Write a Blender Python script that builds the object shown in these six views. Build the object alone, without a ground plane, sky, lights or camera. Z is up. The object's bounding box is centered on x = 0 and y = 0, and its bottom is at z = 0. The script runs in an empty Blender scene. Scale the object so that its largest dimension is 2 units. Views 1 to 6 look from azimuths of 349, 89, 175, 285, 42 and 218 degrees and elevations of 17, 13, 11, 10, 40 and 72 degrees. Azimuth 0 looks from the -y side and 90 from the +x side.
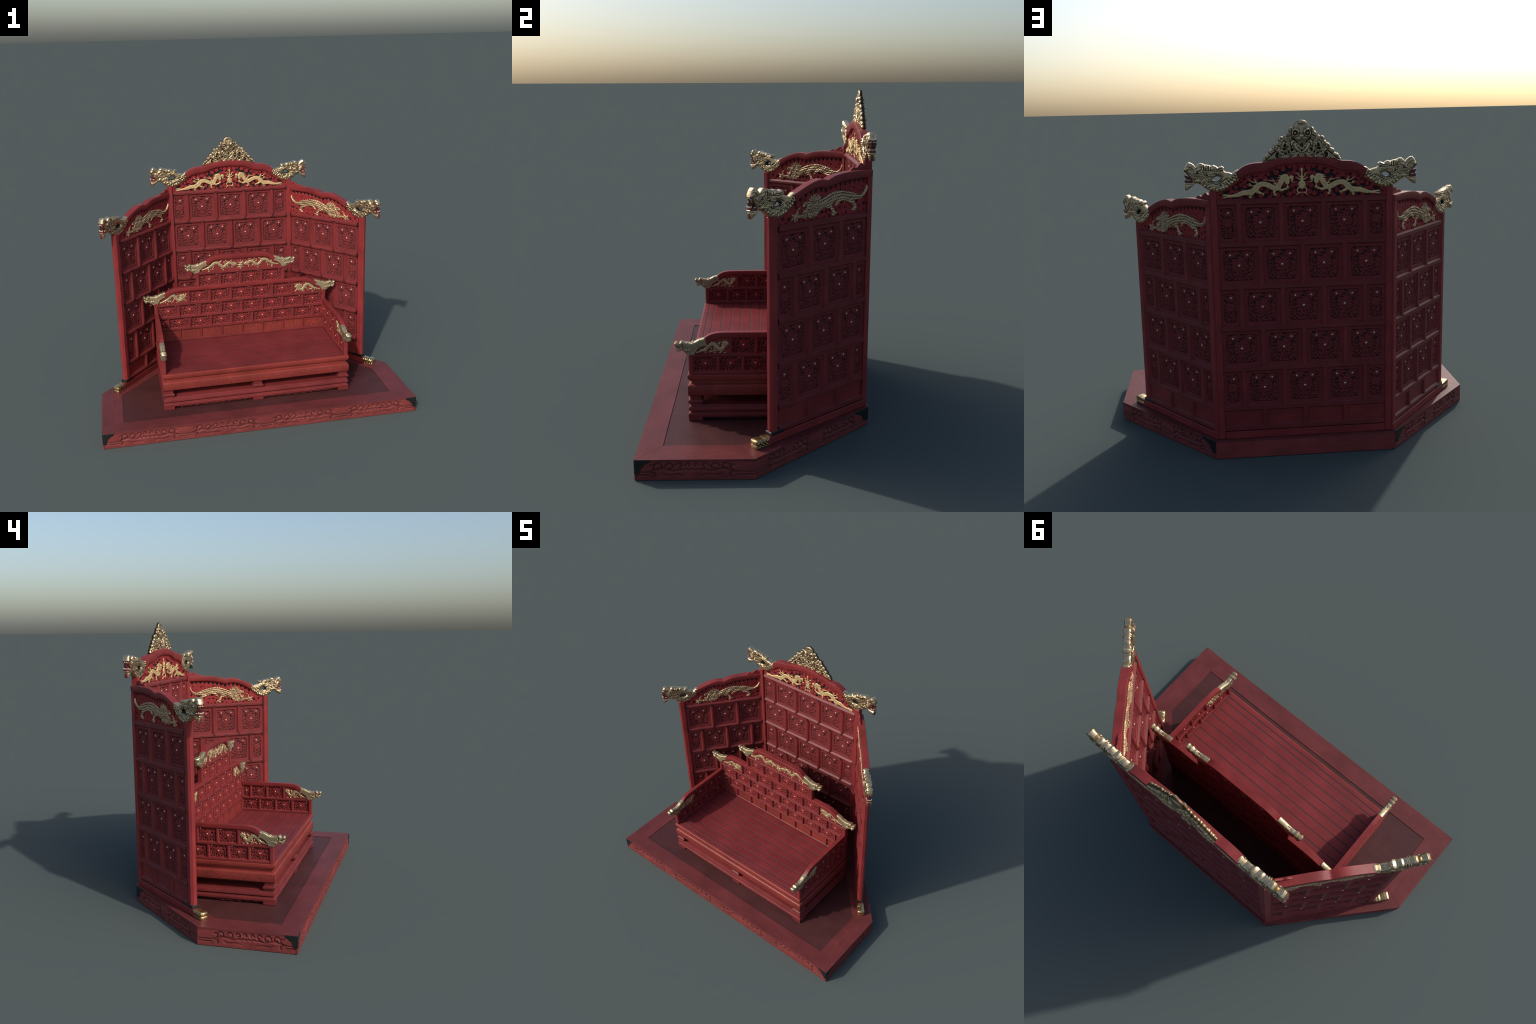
import bpy, math, random
import numpy as np
from mathutils import Matrix, Vector

random.seed(7)
RNG = np.random.default_rng(11)

# ------------------------------------------------------------------ helpers
WORLD = {}          # world matrix of every object made here


def place(data, name, parent=None, M=None, mat=None):
    M = Matrix.Identity(4) if M is None else M
    ob = bpy.data.objects.new(name, data)
    bpy.context.scene.collection.objects.link(ob)
    if parent is not None:
        ob.parent = parent
        ob.matrix_local = WORLD[parent.name].inverted() @ M
    else:
        ob.matrix_world = M
    WORLD[ob.name] = M.copy()
    if mat is not None and data is not None and not data.materials:
        data.materials.append(mat)
    return ob


def thing(name, loc, label, category):
    ob = place(None, name, None, Matrix.Translation(loc))
    ob.empty_display_size = 0.1
    ob["label"] = label
    ob["category"] = category
    return ob


def shade(me, angle):
    """smooth shading with sharp edges above the angle (degrees)"""
    n = len(me.polygons)
    me.polygons.foreach_set("use_smooth", np.ones(n, dtype=bool))
    if angle < 179:
        me.set_sharp_from_angle(angle=math.radians(angle))
    me.update()


def mesh(name, verts, faces, mat=None, angle=35.0):
    me = bpy.data.meshes.new(name)
    me.from_pydata([tuple(map(float, v)) for v in verts], [], [tuple(map(int, f)) for f in faces])
    me.validate()
    if angle is not None:
        shade(me, angle)
    if mat is not None:
        me.materials.append(mat)
    return me


def np_mesh(name, V, Q, mat, angle=180.0):
    """mesh from numpy vertex and quad arrays"""
    me = bpy.data.meshes.new(name)
    me.vertices.add(len(V))
    me.vertices.foreach_set("co", V.astype(np.float32).ravel())
    me.loops.add(len(Q) * 4)
    me.loops.foreach_set("vertex_index", Q.astype(np.int32).ravel())
    me.polygons.add(len(Q))
    me.polygons.foreach_set("loop_start", np.arange(0, len(Q) * 4, 4, dtype=np.int32))
    me.polygons.foreach_set("loop_total", np.full(len(Q), 4, dtype=np.int32))
    me.update(calc_edges=True)
    me.validate()
    shade(me, angle)
    me.materials.append(mat)
    return me


def prism(name, poly, p0, p1, xa, ya, mat, angle=35):
    """sweep a closed 2D polygon (in axes xa, ya) straight from p0 to p1"""
    p0, p1, xa, ya = Vector(p0), Vector(p1), Vector(xa), Vector(ya)
    n = len(poly)
    vs = [p0 + xa * a + ya * b for a, b in poly] + [p1 + xa * a + ya * b for a, b in poly]
    fs = [(i, (i + 1) % n, n + (i + 1) % n, n + i) for i in range(n)]
    fs += [tuple(reversed(range(n))), tuple(range(n, 2 * n))]
    return mesh(name, vs, fs, mat, angle)


def box_mesh(name, x0, x1, y0, y1, z0, z1, mat, bevel=0.003):
    """chamfered box"""
    b = min(bevel, 0.45 * min(x1 - x0, y1 - y0, z1 - z0))
    vs, idx = [], {}
    for sx in (0, 1):
        for sy in (0, 1):
            for sz in (0, 1):
                X, Y, Z = (x0, x1)[sx], (y0, y1)[sy], (z0, z1)[sz]
                dx, dy, dz = (b, -b)[sx], (b, -b)[sy], (b, -b)[sz]
                for k, p in enumerate(((X, Y + dy, Z + dz), (X + dx, Y, Z + dz), (X + dx, Y + dy, Z))):
                    idx[(sx, sy, sz, k)] = len(vs)
                    vs.append(p)
    f = []
    for s in (0, 1):
        f.append([idx[(s, a, c, 0)] for a, c in ((0, 0), (1, 0), (1, 1), (0, 1))])
        f.append([idx[(a, s, c, 1)] for a, c in ((0, 0), (1, 0), (1, 1), (0, 1))])
        f.append([idx[(a, c, s, 2)] for a, c in ((0, 0), (1, 0), (1, 1), (0, 1))])
    for a in (0, 1):
        for c in (0, 1):
            f.append([idx[(a, c, 0, 0)], idx[(a, c, 1, 0)], idx[(a, c, 1, 1)], idx[(a, c, 0, 1)]])
            f.append([idx[(a, 0, c, 0)], idx[(a, 1, c, 0)], idx[(a, 1, c, 2)], idx[(a, 0, c, 2)]])
            f.append([idx[(0, a, c, 1)], idx[(1, a, c, 1)], idx[(1, a, c, 2)], idx[(0, a, c, 2)]])
    for sx in (0, 1):
        for sy in (0, 1):
            for sz in (0, 1):
                f.append([idx[(sx, sy, sz, k)] for k in range(3)])
    me = mesh(name, vs, f, mat, None)
    import bmesh
    bm = bmesh.new()
    bm.from_mesh(me)
    bmesh.ops.recalc_face_normals(bm, faces=bm.faces)
    bm.to_mesh(me)
    bm.free()
    shade(me, 30)
    return me


def fix_normals(me, angle=35):
    import bmesh
    bm = bmesh.new()
    bm.from_mesh(me)
    bmesh.ops.recalc_face_normals(bm, faces=bm.faces)
    bm.to_mesh(me)
    bm.free()
    shade(me, angle)
    return me


def catmull(pts, n=8):
    P = np.array(pts, float)
    P = np.vstack([2 * P[0] - P[1], P, 2 * P[-1] - P[-2]])
    out = []
    for i in range(1, len(P) - 2):
        t = np.linspace(0, 1, n, endpoint=False)[:, None]
        a, b, c, d = P[i - 1], P[i], P[i + 1], P[i + 2]
        out.append(0.5 * ((2 * b) + (c - a) * t + (2 * a - 5 * b + 4 * c - d) * t ** 2 + (3 * b - a - 3 * c + d) * t ** 3))
    return np.vstack(out + [P[-2][None]])


# ---------------------------------------------------- carving by 2D distances
def grid(x0, x1, z0, z1, r):
    nx, nz = int(math.ceil((x1 - x0) / r)) + 1, int(math.ceil((z1 - z0) / r)) + 1
    return np.meshgrid(np.linspace(x0, x1, nx), np.linspace(z0, z1, nz), indexing="ij")


def stroke(X, Z, pts, rad, smooth=True, n=6):
    """tapered brush stroke: returns signed distance, arc length, lateral offset"""
    pr = np.array([[p[0], p[1], r] for p, r in zip(pts, rad if hasattr(rad, "__len__") else [rad] * len(pts))])
    if smooth and len(pr) > 2:
        pr = catmull(pr, n)
    best = np.full(X.shape, 1e9)
    T = np.zeros(X.shape)
    L = np.zeros(X.shape)
    s = 0.0
    for (ax, az, ar), (bx, bz, br) in zip(pr[:-1], pr[1:]):
        dx, dz = bx - ax, bz - az
        l2 = dx * dx + dz * dz + 1e-14
        t = np.clip(((X - ax) * dx + (Z - az) * dz) / l2, 0, 1)
        qx, qz = X - ax - t * dx, Z - az - t * dz
        d = np.hypot(qx, qz) - (ar + (br - ar) * t)
        m = d < best
        best = np.where(m, d, best)
        l = math.sqrt(l2)
        T = np.where(m, s + t * l, T)
        L = np.where(m, (dx * (Z - az) - dz * (X - ax)) / l, L)
        s += l
    return best, T, L


def sd(X, Z, pts, rad, smooth=True):
    return stroke(X, Z, pts, rad, smooth)[0]


def ell(X, Z, cx, cz, a, b, ang=0.0):
    c, s = math.cos(ang), math.sin(ang)
    u, v = (X - cx) * c + (Z - cz) * s, -(X - cx) * s + (Z - cz) * c
    k = np.sqrt((u / a) ** 2 + (v / b) ** 2)
    return (k - 1) * min(a, b)


def poly(X, Z, pts):
    """signed distance to a polygon, negative inside"""
    P = np.array(pts, float)
    d = np.full(X.shape, 1e9)
    inside = np.zeros(X.shape, bool)
    n = len(P)
    for i in range(n):
        ax, az = P[i]
        bx, bz = P[(i + 1) % n]
        dx, dz = bx - ax, bz - az
        t = np.clip(((X - ax) * dx + (Z - az) * dz) / (dx * dx + dz * dz + 1e-14), 0, 1)
        d = np.minimum(d, np.hypot(X - ax - t * dx, Z - az - t * dz))
        c = ((az > Z) != (bz > Z)) & (X < (bx - ax) * (Z - az) / (bz - az + 1e-14) + ax)
        inside ^= c
    return np.where(inside, -d, d)


def smin(a, b, k=0.004):
    h = np.clip(0.5 + 0.5 * (b - a) / k, 0, 1)
    return b + (a - b) * h - k * h * (1 - h)


def dome(s, R):
    """rounded shoulder 0..1 from the edge inward"""
    t = np.clip(-s / R, 0, 1)
    return np.sqrt(np.clip(1 - (1 - t) ** 2, 0, 1))


def sstep(a, b, x):
    t = np.clip((x - a) / (b - a), 0, 1)
    return t * t * (3 - 2 * t)


def carve(name, X, Z, S, hf, hb, mat, angle=180.0, smooth_edge=True):
    """solid whose outline is S < 0; front face at y = -hf, back face at y = +hb"""
    cell = abs(X[1, 0] - X[0, 0])
    keep = (S[:-1, :-1] < 0.55 * cell) & (S[1:, :-1] < 0.55 * cell) & (S[:-1, 1:] < 0.55 * cell) & (S[1:, 1:] < 0.55 * cell)
    nx, nz = X.shape
    used = np.zeros((nx, nz), bool)
    full = np.zeros((nx, nz), int)
    for i, j in ((0, 0), (1, 0), (0, 1), (1, 1)):
        used[i:nx - 1 + i, j:nz - 1 + j] |= keep
        full[i:nx - 1 + i, j:nz - 1 + j] += keep
    edge = used & (full < 4)
    gx, gz = np.gradient(S, cell)
    g = np.hypot(gx, gz) + 1e-9
    step = np.clip(S, -1.2 * cell, 1.2 * cell) / np.maximum(g, 0.6)
    PX = np.where(edge, X - gx / g * step, X)
    PZ = np.where(edge, Z - gz / g * step, Z)
    ids = -np.ones((nx, nz), int)
    ids[used] = np.arange(used.sum())
    N = used.sum()
    hf = np.broadcast_to(hf, X.shape)
    hb = np.broadcast_to(hb, X.shape)
    V = np.concatenate([np.stack([PX[used], -hf[used], PZ[used]], 1), np.stack([PX[used], hb[used], PZ[used]], 1)])
    a, b, c, d = ids[:-1, :-1][keep], ids[1:, :-1][keep], ids[1:, 1:][keep], ids[:-1, 1:][keep]
    Q = [np.stack([a, b, c, d], 1), np.stack([a + N, d + N, c + N, b + N], 1)]
    kp = np.zeros((nx + 1, nz + 1), bool)
    kp[1:-1, 1:-1] = keep
    K = keep
    pad = np.pad(K, 1)
    for di, dj, e in ((0, -1, ((0, 0), (1, 0))), (0, 1, ((1, 1), (0, 1))), (-1, 0, ((0, 1), (0, 0))), (1, 0, ((1, 0), (1, 1)))):
        nb = pad[1 + di:1 + di + nx - 1, 1 + dj:1 + dj + nz - 1]
        m = K & ~nb
        I, J = np.nonzero(m)
        p = ids[I + e[0][0], J + e[0][1]]
        q = ids[I + e[1][0], J + e[1][1]]
        Q.append(np.stack([q, p, p + N, q + N], 1))
    return np_mesh(name, V, np.concatenate(Q), mat, angle)


# ----------------------------------------------------------------- materials
def new_mat(name):
    m = bpy.data.materials.new(name)
    m.use_nodes = True
    nt = m.node_tree
    bs = nt.nodes["Principled BSDF"]
    return m, nt, bs


def N(nt, typ, **kw):
    n = nt.nodes.new(typ)
    for k, v in kw.items():
        if k in n.inputs:
            n.inputs[k].default_value = v
        else:
            setattr(n, k, v)
    return n


def ramp(nt, src, stops):
    r = nt.nodes.new("ShaderNodeValToRGB")
    while len(r.color_ramp.elements) < len(stops):
        r.color_ramp.elements.new(0.5)
    for e, (p, c) in zip(r.color_ramp.elements, stops):
        e.position = p
        e.color = (c[0], c[1], c[2], 1) if hasattr(c, "__len__") else (c, c, c, 1)
    nt.links.new(src, r.inputs["Fac"])
    return r.outputs["Color"]


def mix(nt, a, b, f, mode="MIX"):
    n = nt.nodes.new("ShaderNodeMix")
    n.data_type = "RGBA"
    n.blend_type = mode
    for sock, v in ((n.inputs["Factor"], f), (n.inputs["A"], a), (n.inputs["B"], b)):
        if isinstance(v, bpy.types.NodeSocket):
            nt.links.new(v, sock)
        elif hasattr(v, "__len__"):
            sock.default_value = (v[0], v[1], v[2], 1)
        else:
            sock.default_value = v
    return n.outputs["Result"]


def srgb(r, g, b):
    f = lambda c: (c / 255 / 12.92) if c / 255 <= 0.04045 else ((c / 255 + 0.055) / 1.055) ** 2.4
    return (f(r), f(g), f(b))


def coords(nt, scale, mode="Object"):
    tc = nt.nodes.new("ShaderNodeTexCoord")
    mp = nt.nodes.new("ShaderNodeMapping")
    mp.inputs["Scale"].default_value = scale
    nt.links.new(tc.outputs[mode], mp.inputs["Vector"])
    return mp.outputs["Vector"]


def lacquer(name, col, alt, rough=0.45, grain=(6, 60, 60), bump=0.15, fine=160.0, spec=0.21, groove_shade=None):
    """red lacquered wood: long soft grain streaks, blotches, fine bump"""
    m, nt, bs = new_mat(name)
    v = coords(nt, grain)
    n1 = N(nt, "ShaderNodeTexNoise", Scale=1.6, Detail=6.0, Roughness=0.62)
    nt.links.new(v, n1.inputs["Vector"])
    v2 = coords(nt, (1, 1, 1))
    n2 = N(nt, "ShaderNodeTexNoise", Scale=7.0, Detail=4.0, Roughness=0.55)
    nt.links.new(v2, n2.inputs["Vector"])
    f1 = ramp(nt, n1.outputs["Fac"], [(0.33, 0), (0.7, 1)])
    c = mix(nt, col, alt, f1)
    f2 = ramp(nt, n2.outputs["Fac"], [(0.3, 0.78), (0.7, 1.12)])
    c = mix(nt, c, f2, 1.0, "MULTIPLY")
    if groove_shade is not None:                      # shadow painted into the carved grooves (local depth y)
        tc = nt.nodes.new("ShaderNodeTexCoord")
        sx = nt.nodes.new("ShaderNodeSeparateXYZ")
        nt.links.new(tc.outputs["Object"], sx.inputs[0])
        mr = N(nt, "ShaderNodeMapRange")
        mr.inputs["From Min"].default_value, mr.inputs["From Max"].default_value = groove_shade
        nt.links.new(sx.outputs["Y"], mr.inputs["Value"])
        c = mix(nt, c, ramp(nt, mr.outputs["Result"], [(0.0, 1.0), (1.0, 0.62)]), 1.0, "MULTIPLY")
    nt.links.new(c, bs.inputs["Base Color"])
    bs.inputs["Roughness"].default_value = rough
    bs.inputs["Specular IOR Level"].default_value = spec
    n3 = N(nt, "ShaderNodeTexNoise", Scale=fine, Detail=3.0)
    nt.links.new(v2, n3.inputs["Vector"])
    ad = N(nt, "ShaderNodeMath", operation="ADD")
    nt.links.new(n1.outputs["Fac"], ad.inputs[0])
    nt.links.new(n3.outputs["Fac"], ad.inputs[1])
    bp = N(nt, "ShaderNodeBump", Strength=bump, Distance=0.002)
    nt.links.new(ad.outputs[0], bp.inputs["Height"])
    nt.links.new(bp.outputs["Normal"], bs.inputs["Normal"])
    return m


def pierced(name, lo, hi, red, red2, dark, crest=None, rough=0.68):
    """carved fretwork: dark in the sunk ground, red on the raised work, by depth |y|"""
    m, nt, bs = new_mat(name)
    tc = nt.nodes.new("ShaderNodeTexCoord")
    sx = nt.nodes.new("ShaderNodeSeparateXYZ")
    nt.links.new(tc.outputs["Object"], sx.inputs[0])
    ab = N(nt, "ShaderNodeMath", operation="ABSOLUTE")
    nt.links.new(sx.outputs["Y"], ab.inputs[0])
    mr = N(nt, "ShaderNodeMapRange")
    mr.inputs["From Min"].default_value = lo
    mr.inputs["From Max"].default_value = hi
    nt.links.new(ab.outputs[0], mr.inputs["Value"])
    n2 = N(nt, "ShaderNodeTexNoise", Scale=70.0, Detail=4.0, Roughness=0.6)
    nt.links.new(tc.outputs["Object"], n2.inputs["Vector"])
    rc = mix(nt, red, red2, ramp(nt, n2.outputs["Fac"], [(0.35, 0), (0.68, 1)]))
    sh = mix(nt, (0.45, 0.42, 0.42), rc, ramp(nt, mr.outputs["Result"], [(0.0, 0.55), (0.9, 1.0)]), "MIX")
    dk = mix(nt, rc, (0.66, 0.66, 0.66), 1.0, "MULTIPLY")  # lower ground gets a dimmed red, shading baked in by depth
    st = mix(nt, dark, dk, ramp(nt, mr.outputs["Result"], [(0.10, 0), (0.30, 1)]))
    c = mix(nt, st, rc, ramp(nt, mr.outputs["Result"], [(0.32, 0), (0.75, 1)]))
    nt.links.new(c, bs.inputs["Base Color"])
    bs.inputs["Roughness"].default_value = rough
    bs.inputs["Specular IOR Level"].default_value = 0.18
    bp = N(nt, "ShaderNodeBump", Strength=0.25, Distance=0.001)
    nt.links.new(n2.outputs["Fac"], bp.inputs["Height"])
    nt.links.new(bp.outputs["Normal"], bs.inputs["Normal"])
    return m


def gilt(name, base, dark, metallic, rough, pscale=1.0, fine=220.0, bump=0.3, plo=0.44, phi=0.53, sunk=None):
    """old gilding: dirt in the hollows (pointiness) and blotchy wear"""
    m, nt, bs = new_mat(name)
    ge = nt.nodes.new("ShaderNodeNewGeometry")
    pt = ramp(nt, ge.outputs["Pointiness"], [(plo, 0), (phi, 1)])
    tc = nt.nodes.new("ShaderNodeTexCoord")
    n1 = N(nt, "ShaderNodeTexNoise", Scale=55.0, Detail=5.0, Roughness=0.65)
    n2 = N(nt, "ShaderNodeTexNoise", Scale=fine, Detail=3.0)
    nt.links.new(tc.outputs["Object"], n1.inputs["Vector"])
    nt.links.new(tc.outputs["Object"], n2.inputs["Vector"])
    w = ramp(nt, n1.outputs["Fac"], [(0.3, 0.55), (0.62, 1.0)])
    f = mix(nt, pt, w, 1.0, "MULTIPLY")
    if sunk is not None:                       # near black where the carving is deepest
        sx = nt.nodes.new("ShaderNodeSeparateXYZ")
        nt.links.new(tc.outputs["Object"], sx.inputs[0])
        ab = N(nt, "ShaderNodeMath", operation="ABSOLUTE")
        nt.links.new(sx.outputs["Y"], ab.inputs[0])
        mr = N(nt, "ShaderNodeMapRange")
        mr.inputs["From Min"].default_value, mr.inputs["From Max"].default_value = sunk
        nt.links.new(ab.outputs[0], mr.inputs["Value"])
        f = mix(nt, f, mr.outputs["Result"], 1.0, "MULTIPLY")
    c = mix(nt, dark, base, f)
    nt.links.new(c, bs.inputs["Base Color"])
    bs.inputs["Metallic"].default_value = metallic
    rr = N(nt, "ShaderNodeMapRange")
    rr.inputs["To Min"].default_value = rough + 0.22
    rr.inputs["To Max"].default_value = rough
    nt.links.new(f, rr.inputs["Value"])
    nt.links.new(rr.outputs["Result"], bs.inputs["Roughness"])
    bp = N(nt, "ShaderNodeBump", Strength=bump, Distance=0.001)
    nt.links.new(n2.outputs["Fac"], bp.inputs["Height"])
    nt.links.new(bp.outputs["Normal"], bs.inputs["Normal"])
    return m


def plain(name, col, rough=0.5, metallic=0.0, spec=0.5):
    m, nt, bs = new_mat(name)
    tc = nt.nodes.new("ShaderNodeTexCoord")
    n1 = N(nt, "ShaderNodeTexNoise", Scale=90.0, Detail=3.0)
    nt.links.new(tc.outputs["Object"], n1.inputs["Vector"])
    c = mix(nt, col, ramp(nt, n1.outputs["Fac"], [(0.3, 0.8), (0.7, 1.15)]), 1.0, "MULTIPLY")
    nt.links.new(c, bs.inputs["Base Color"])
    bs.inputs["Roughness"].default_value = rough
    bs.inputs["Metallic"].default_value = metallic
    bs.inputs["Specular IOR Level"].default_value = spec
    return m


RED = srgb(134, 49, 50)
RED_B = srgb(120, 42, 43)
RED_X = lacquer("red_lacquer_rail", srgb(127, 47, 47), srgb(113, 40, 40), grain=(5, 70, 70))
BAR_X = lacquer("red_lacquer_bar", srgb(114, 45, 45), srgb(101, 38, 38), grain=(5, 70, 70))  # lacquer red darkened, with BAR_Z, to offset sun on the sloped bevels
BAR_Z = lacquer("red_lacquer_muntin", srgb(121, 46, 46), srgb(107, 39, 40), grain=(70, 70, 5))
CARVEDSKIRT = lacquer("platform_carved_lacquer", srgb(123, 56, 54), srgb(110, 48, 46), rough=0.55, grain=(7, 60, 60), bump=0.3, groove_shade=(0.0006, 0.0042))
RED_Z = lacquer("red_lacquer_post", RED, RED_B, grain=(70, 70, 5))
BORDER = lacquer("platform_border_lacquer", srgb(103, 48, 48), srgb(93, 41, 41), rough=0.5, grain=(5, 45, 45), bump=0.2)
BORDER_Y = lacquer("platform_border_cross_grain", srgb(103, 48, 48), srgb(93, 41, 41), rough=0.5, grain=(45, 5, 45), bump=0.2)
FLOOR = lacquer("platform_floor_dark", srgb(75, 41, 41), srgb(68, 35, 34), rough=0.55, grain=(5, 60, 60), bump=0.12)
SKIRT = lacquer("platform_skirt_lacquer", srgb(131, 58, 57), srgb(117, 49, 47), rough=0.5, grain=(7, 60, 60), bump=0.3)
SEATM = lacquer("seat_plank_lacquer", srgb(120, 46, 48), srgb(110, 40, 42), rough=0.5, grain=(4, 60, 60), bump=0.12)
WORN = lacquer("worn_orange_lacquer", srgb(128, 49, 46), srgb(120, 52, 42), rough=0.42, grain=(6, 60, 60), bump=0.2)
CARVED = lacquer("carved_apron_lacquer", srgb(134, 50, 46), srgb(98, 44, 37), rough=0.5, grain=(60, 60, 60), bump=0.9, fine=120.0)
DARK = srgb(29, 32, 32)
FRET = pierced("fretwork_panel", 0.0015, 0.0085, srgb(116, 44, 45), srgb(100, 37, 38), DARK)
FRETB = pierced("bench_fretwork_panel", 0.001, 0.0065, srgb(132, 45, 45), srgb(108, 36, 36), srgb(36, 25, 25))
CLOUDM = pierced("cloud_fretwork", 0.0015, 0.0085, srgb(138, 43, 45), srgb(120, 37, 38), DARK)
GOLD = gilt("gilded_dragon_head", (0.74, 0.56, 0.33), (0.075, 0.045, 0.018), 0.92, 0.25, plo=0.465, phi=0.53)
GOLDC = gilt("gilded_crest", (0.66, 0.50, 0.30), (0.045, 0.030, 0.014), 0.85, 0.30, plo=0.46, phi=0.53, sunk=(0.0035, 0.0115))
GOLDF = gilt("gilded_relief", (0.66, 0.47, 0.23), (0.30, 0.19, 0.08), 0.45, 0.42, plo=0.42, phi=0.52)
GOLDT = gilt("gilded_beast_relief", (0.62, 0.43, 0.24), (0.12, 0.072, 0.035), 0.55, 0.42, plo=0.465, phi=0.535)
GOLDB = gilt("gilded_bench_work", (0.54, 0.44, 0.27), (0.10, 0.07, 0.035), 0.78, 0.34, plo=0.46, phi=0.525)
BRASS = gilt("gilded_lion_block", (0.66, 0.48, 0.23), (0.07, 0.042, 0.018), 0.95, 0.24, bump=0.2, plo=0.46, phi=0.53)
IRON = plain("black_iron", (0.012, 0.013, 0.013), 0.45, 0.3)
PEARL = plain("pearl_white", (0.62, 0.47, 0.36), 0.45)
TOOTH = plain("tooth_white", (0.62, 0.52, 0.40), 0.4)
LIPS = plain("mouth_red", (0.115, 0.012, 0.013), 0.4)
TONGUE = plain("tongue_dark_red", (0.085, 0.012, 0.016), 0.35)
PUPIL = plain("eye_black", (0.01, 0.01, 0.012), 0.2)

# =============================================================== 1. PLATFORM
platform = thing("platform", (0, 0, 0), "low red lacquered six-sided dais with carved cloud skirt", "platform")
H = 0.100
OUT = [(-1.0, -0.562), (1.0, -0.562), (1.0, -0.021), (0.464, 0.562), (-0.464, 0.562), (-1.0, -0.021)]
INN = [(-0.867, -0.448), (0.867, -0.448), (0.867, -0.075), (0.400, 0.433), (-0.400, 0.433), (-0.867, -0.075)]


def inset(pts, d):
    out = []
    n = len(pts)
    for i in range(n):
        p, a, b = Vector(pts[i]), Vector(pts[i - 1]), Vector(pts[(i + 1) % n])
        e0, e1 = (p - a).normalized(), (b - p).normalized()
        n0, n1 = Vector((-e0.y, e0.x)), Vector((-e1.y, e1.x))
        k = d / max(0.2, (1 + n0.dot(n1)))
        out.append(tuple(p + (n0 + n1) * k))
    return out


def slab(name, pts, z0, z1, mat, bev=0.002, angle=30):
    n = len(pts)
    a = pts
    b = inset(pts, bev)
    vs = [(*p, z0) for p in a] + [(*p, z1 - bev) for p in a] + [(*p, z1) for p in b]
    fs = [tuple(reversed(range(n))), tuple(range(2 * n, 3 * n))]
    for k in range(2):
        for i in range(n):
            j = (i + 1) % n
            fs.append((k * n + i, k * n + j, (k + 1) * n + j, (k + 1) * n + i))
    return mesh(name, vs, fs, mat, angle)


core = inset(OUT, 0.008)
place(slab("platform_core", core, 0.0005, 0.090, SKIRT), "platform_core", platform)
place(slab("floor_panel", inset(INN, -0.003), 0.06, H - 0.003, FLOOR, 0.001), "floor_panel", platform)
for i in range(6):
    j = (i + 1) % 6
    a, b, c, d = Vector(OUT[i]), Vector(OUT[j]), Vector(INN[j]), Vector(INN[i])
    e = (b - a).normalized() * 0.0002
    q = [tuple(a + e), tuple(b - e), tuple(c - e), tuple(d + e)]
    place(slab("border_board", q, 0.0885, H, BORDER if i in (0, 3) else BORDER_Y, 0.0004), "border_board", platform)


def curl(cx, cz, r, a0, turns, sgn, n=14):
    """incised scroll: spiral of shrinking radius"""
    out = []
    for k in range(n):
        t = k / (n - 1)
        a = a0 + sgn * turns * 2 * math.pi * t
        rr = r * (1 - 0.62 * t)
        out.append((cx + rr * math.cos(a), cz + rr * math.sin(a)))
    return out


def cloud_motif(x0, x1):
    """strokes of one cloud-scroll motif between x0 and x1, as on the skirt"""
    L = x1 - x0
    S = []
    for side in (0, 1):
        fx = (lambda u: x0 + u * L) if side == 0 else (lambda u: x1 - u * L)
        g = 1 if side == 0 else -1

        def C(u, z, r, a0, turns):
            pts = curl(0, 0, r, a0, turns, -1)
            return [(fx(u) + g * p[0], z + p[1]) for p in pts]
        S.append([(fx(-0.01), 0.040), (fx(0.03), 0.042), (fx(0.06), 0.056), (fx(0.05), 0.072), (fx(0.02), 0.070)])
        S.append(C(0.115, 0.064, 0.021, math.pi * 1.05, 0.85))
        S.append(C(0.245, 0.062, 0.021, math.pi * 0.95, 0.8))
        S.append(C(0.355, 0.068, 0.015, math.pi * 0.9, 0.75))
        S.append([(fx(0.06), 0.044), (fx(0.12), 0.052), (fx(0.17), 0.054), (fx(0.23), 0.047), (fx(0.29), 0.044), (fx(0.36), 0.050)])
        S.append([(fx(0.03), 0.035), (fx(0.07), 0.030), (fx(0.055), 0.016)])
        if L > 0.3:
            S.append(C(0.455, 0.072, 0.011, math.pi * 1.0, 0.7))
        S.append([(fx(0.16), 0.030), (fx(0.22), 0.022), (fx(0.30), 0.026), (fx(0.40), 0.020)])
    mid = [(x0 + L * (0.36 + 0.28 * k / 8), 0.050 + 0.0025 * (-1) ** k) for k in range(9)]
    S.append(mid)
    return S


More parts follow.
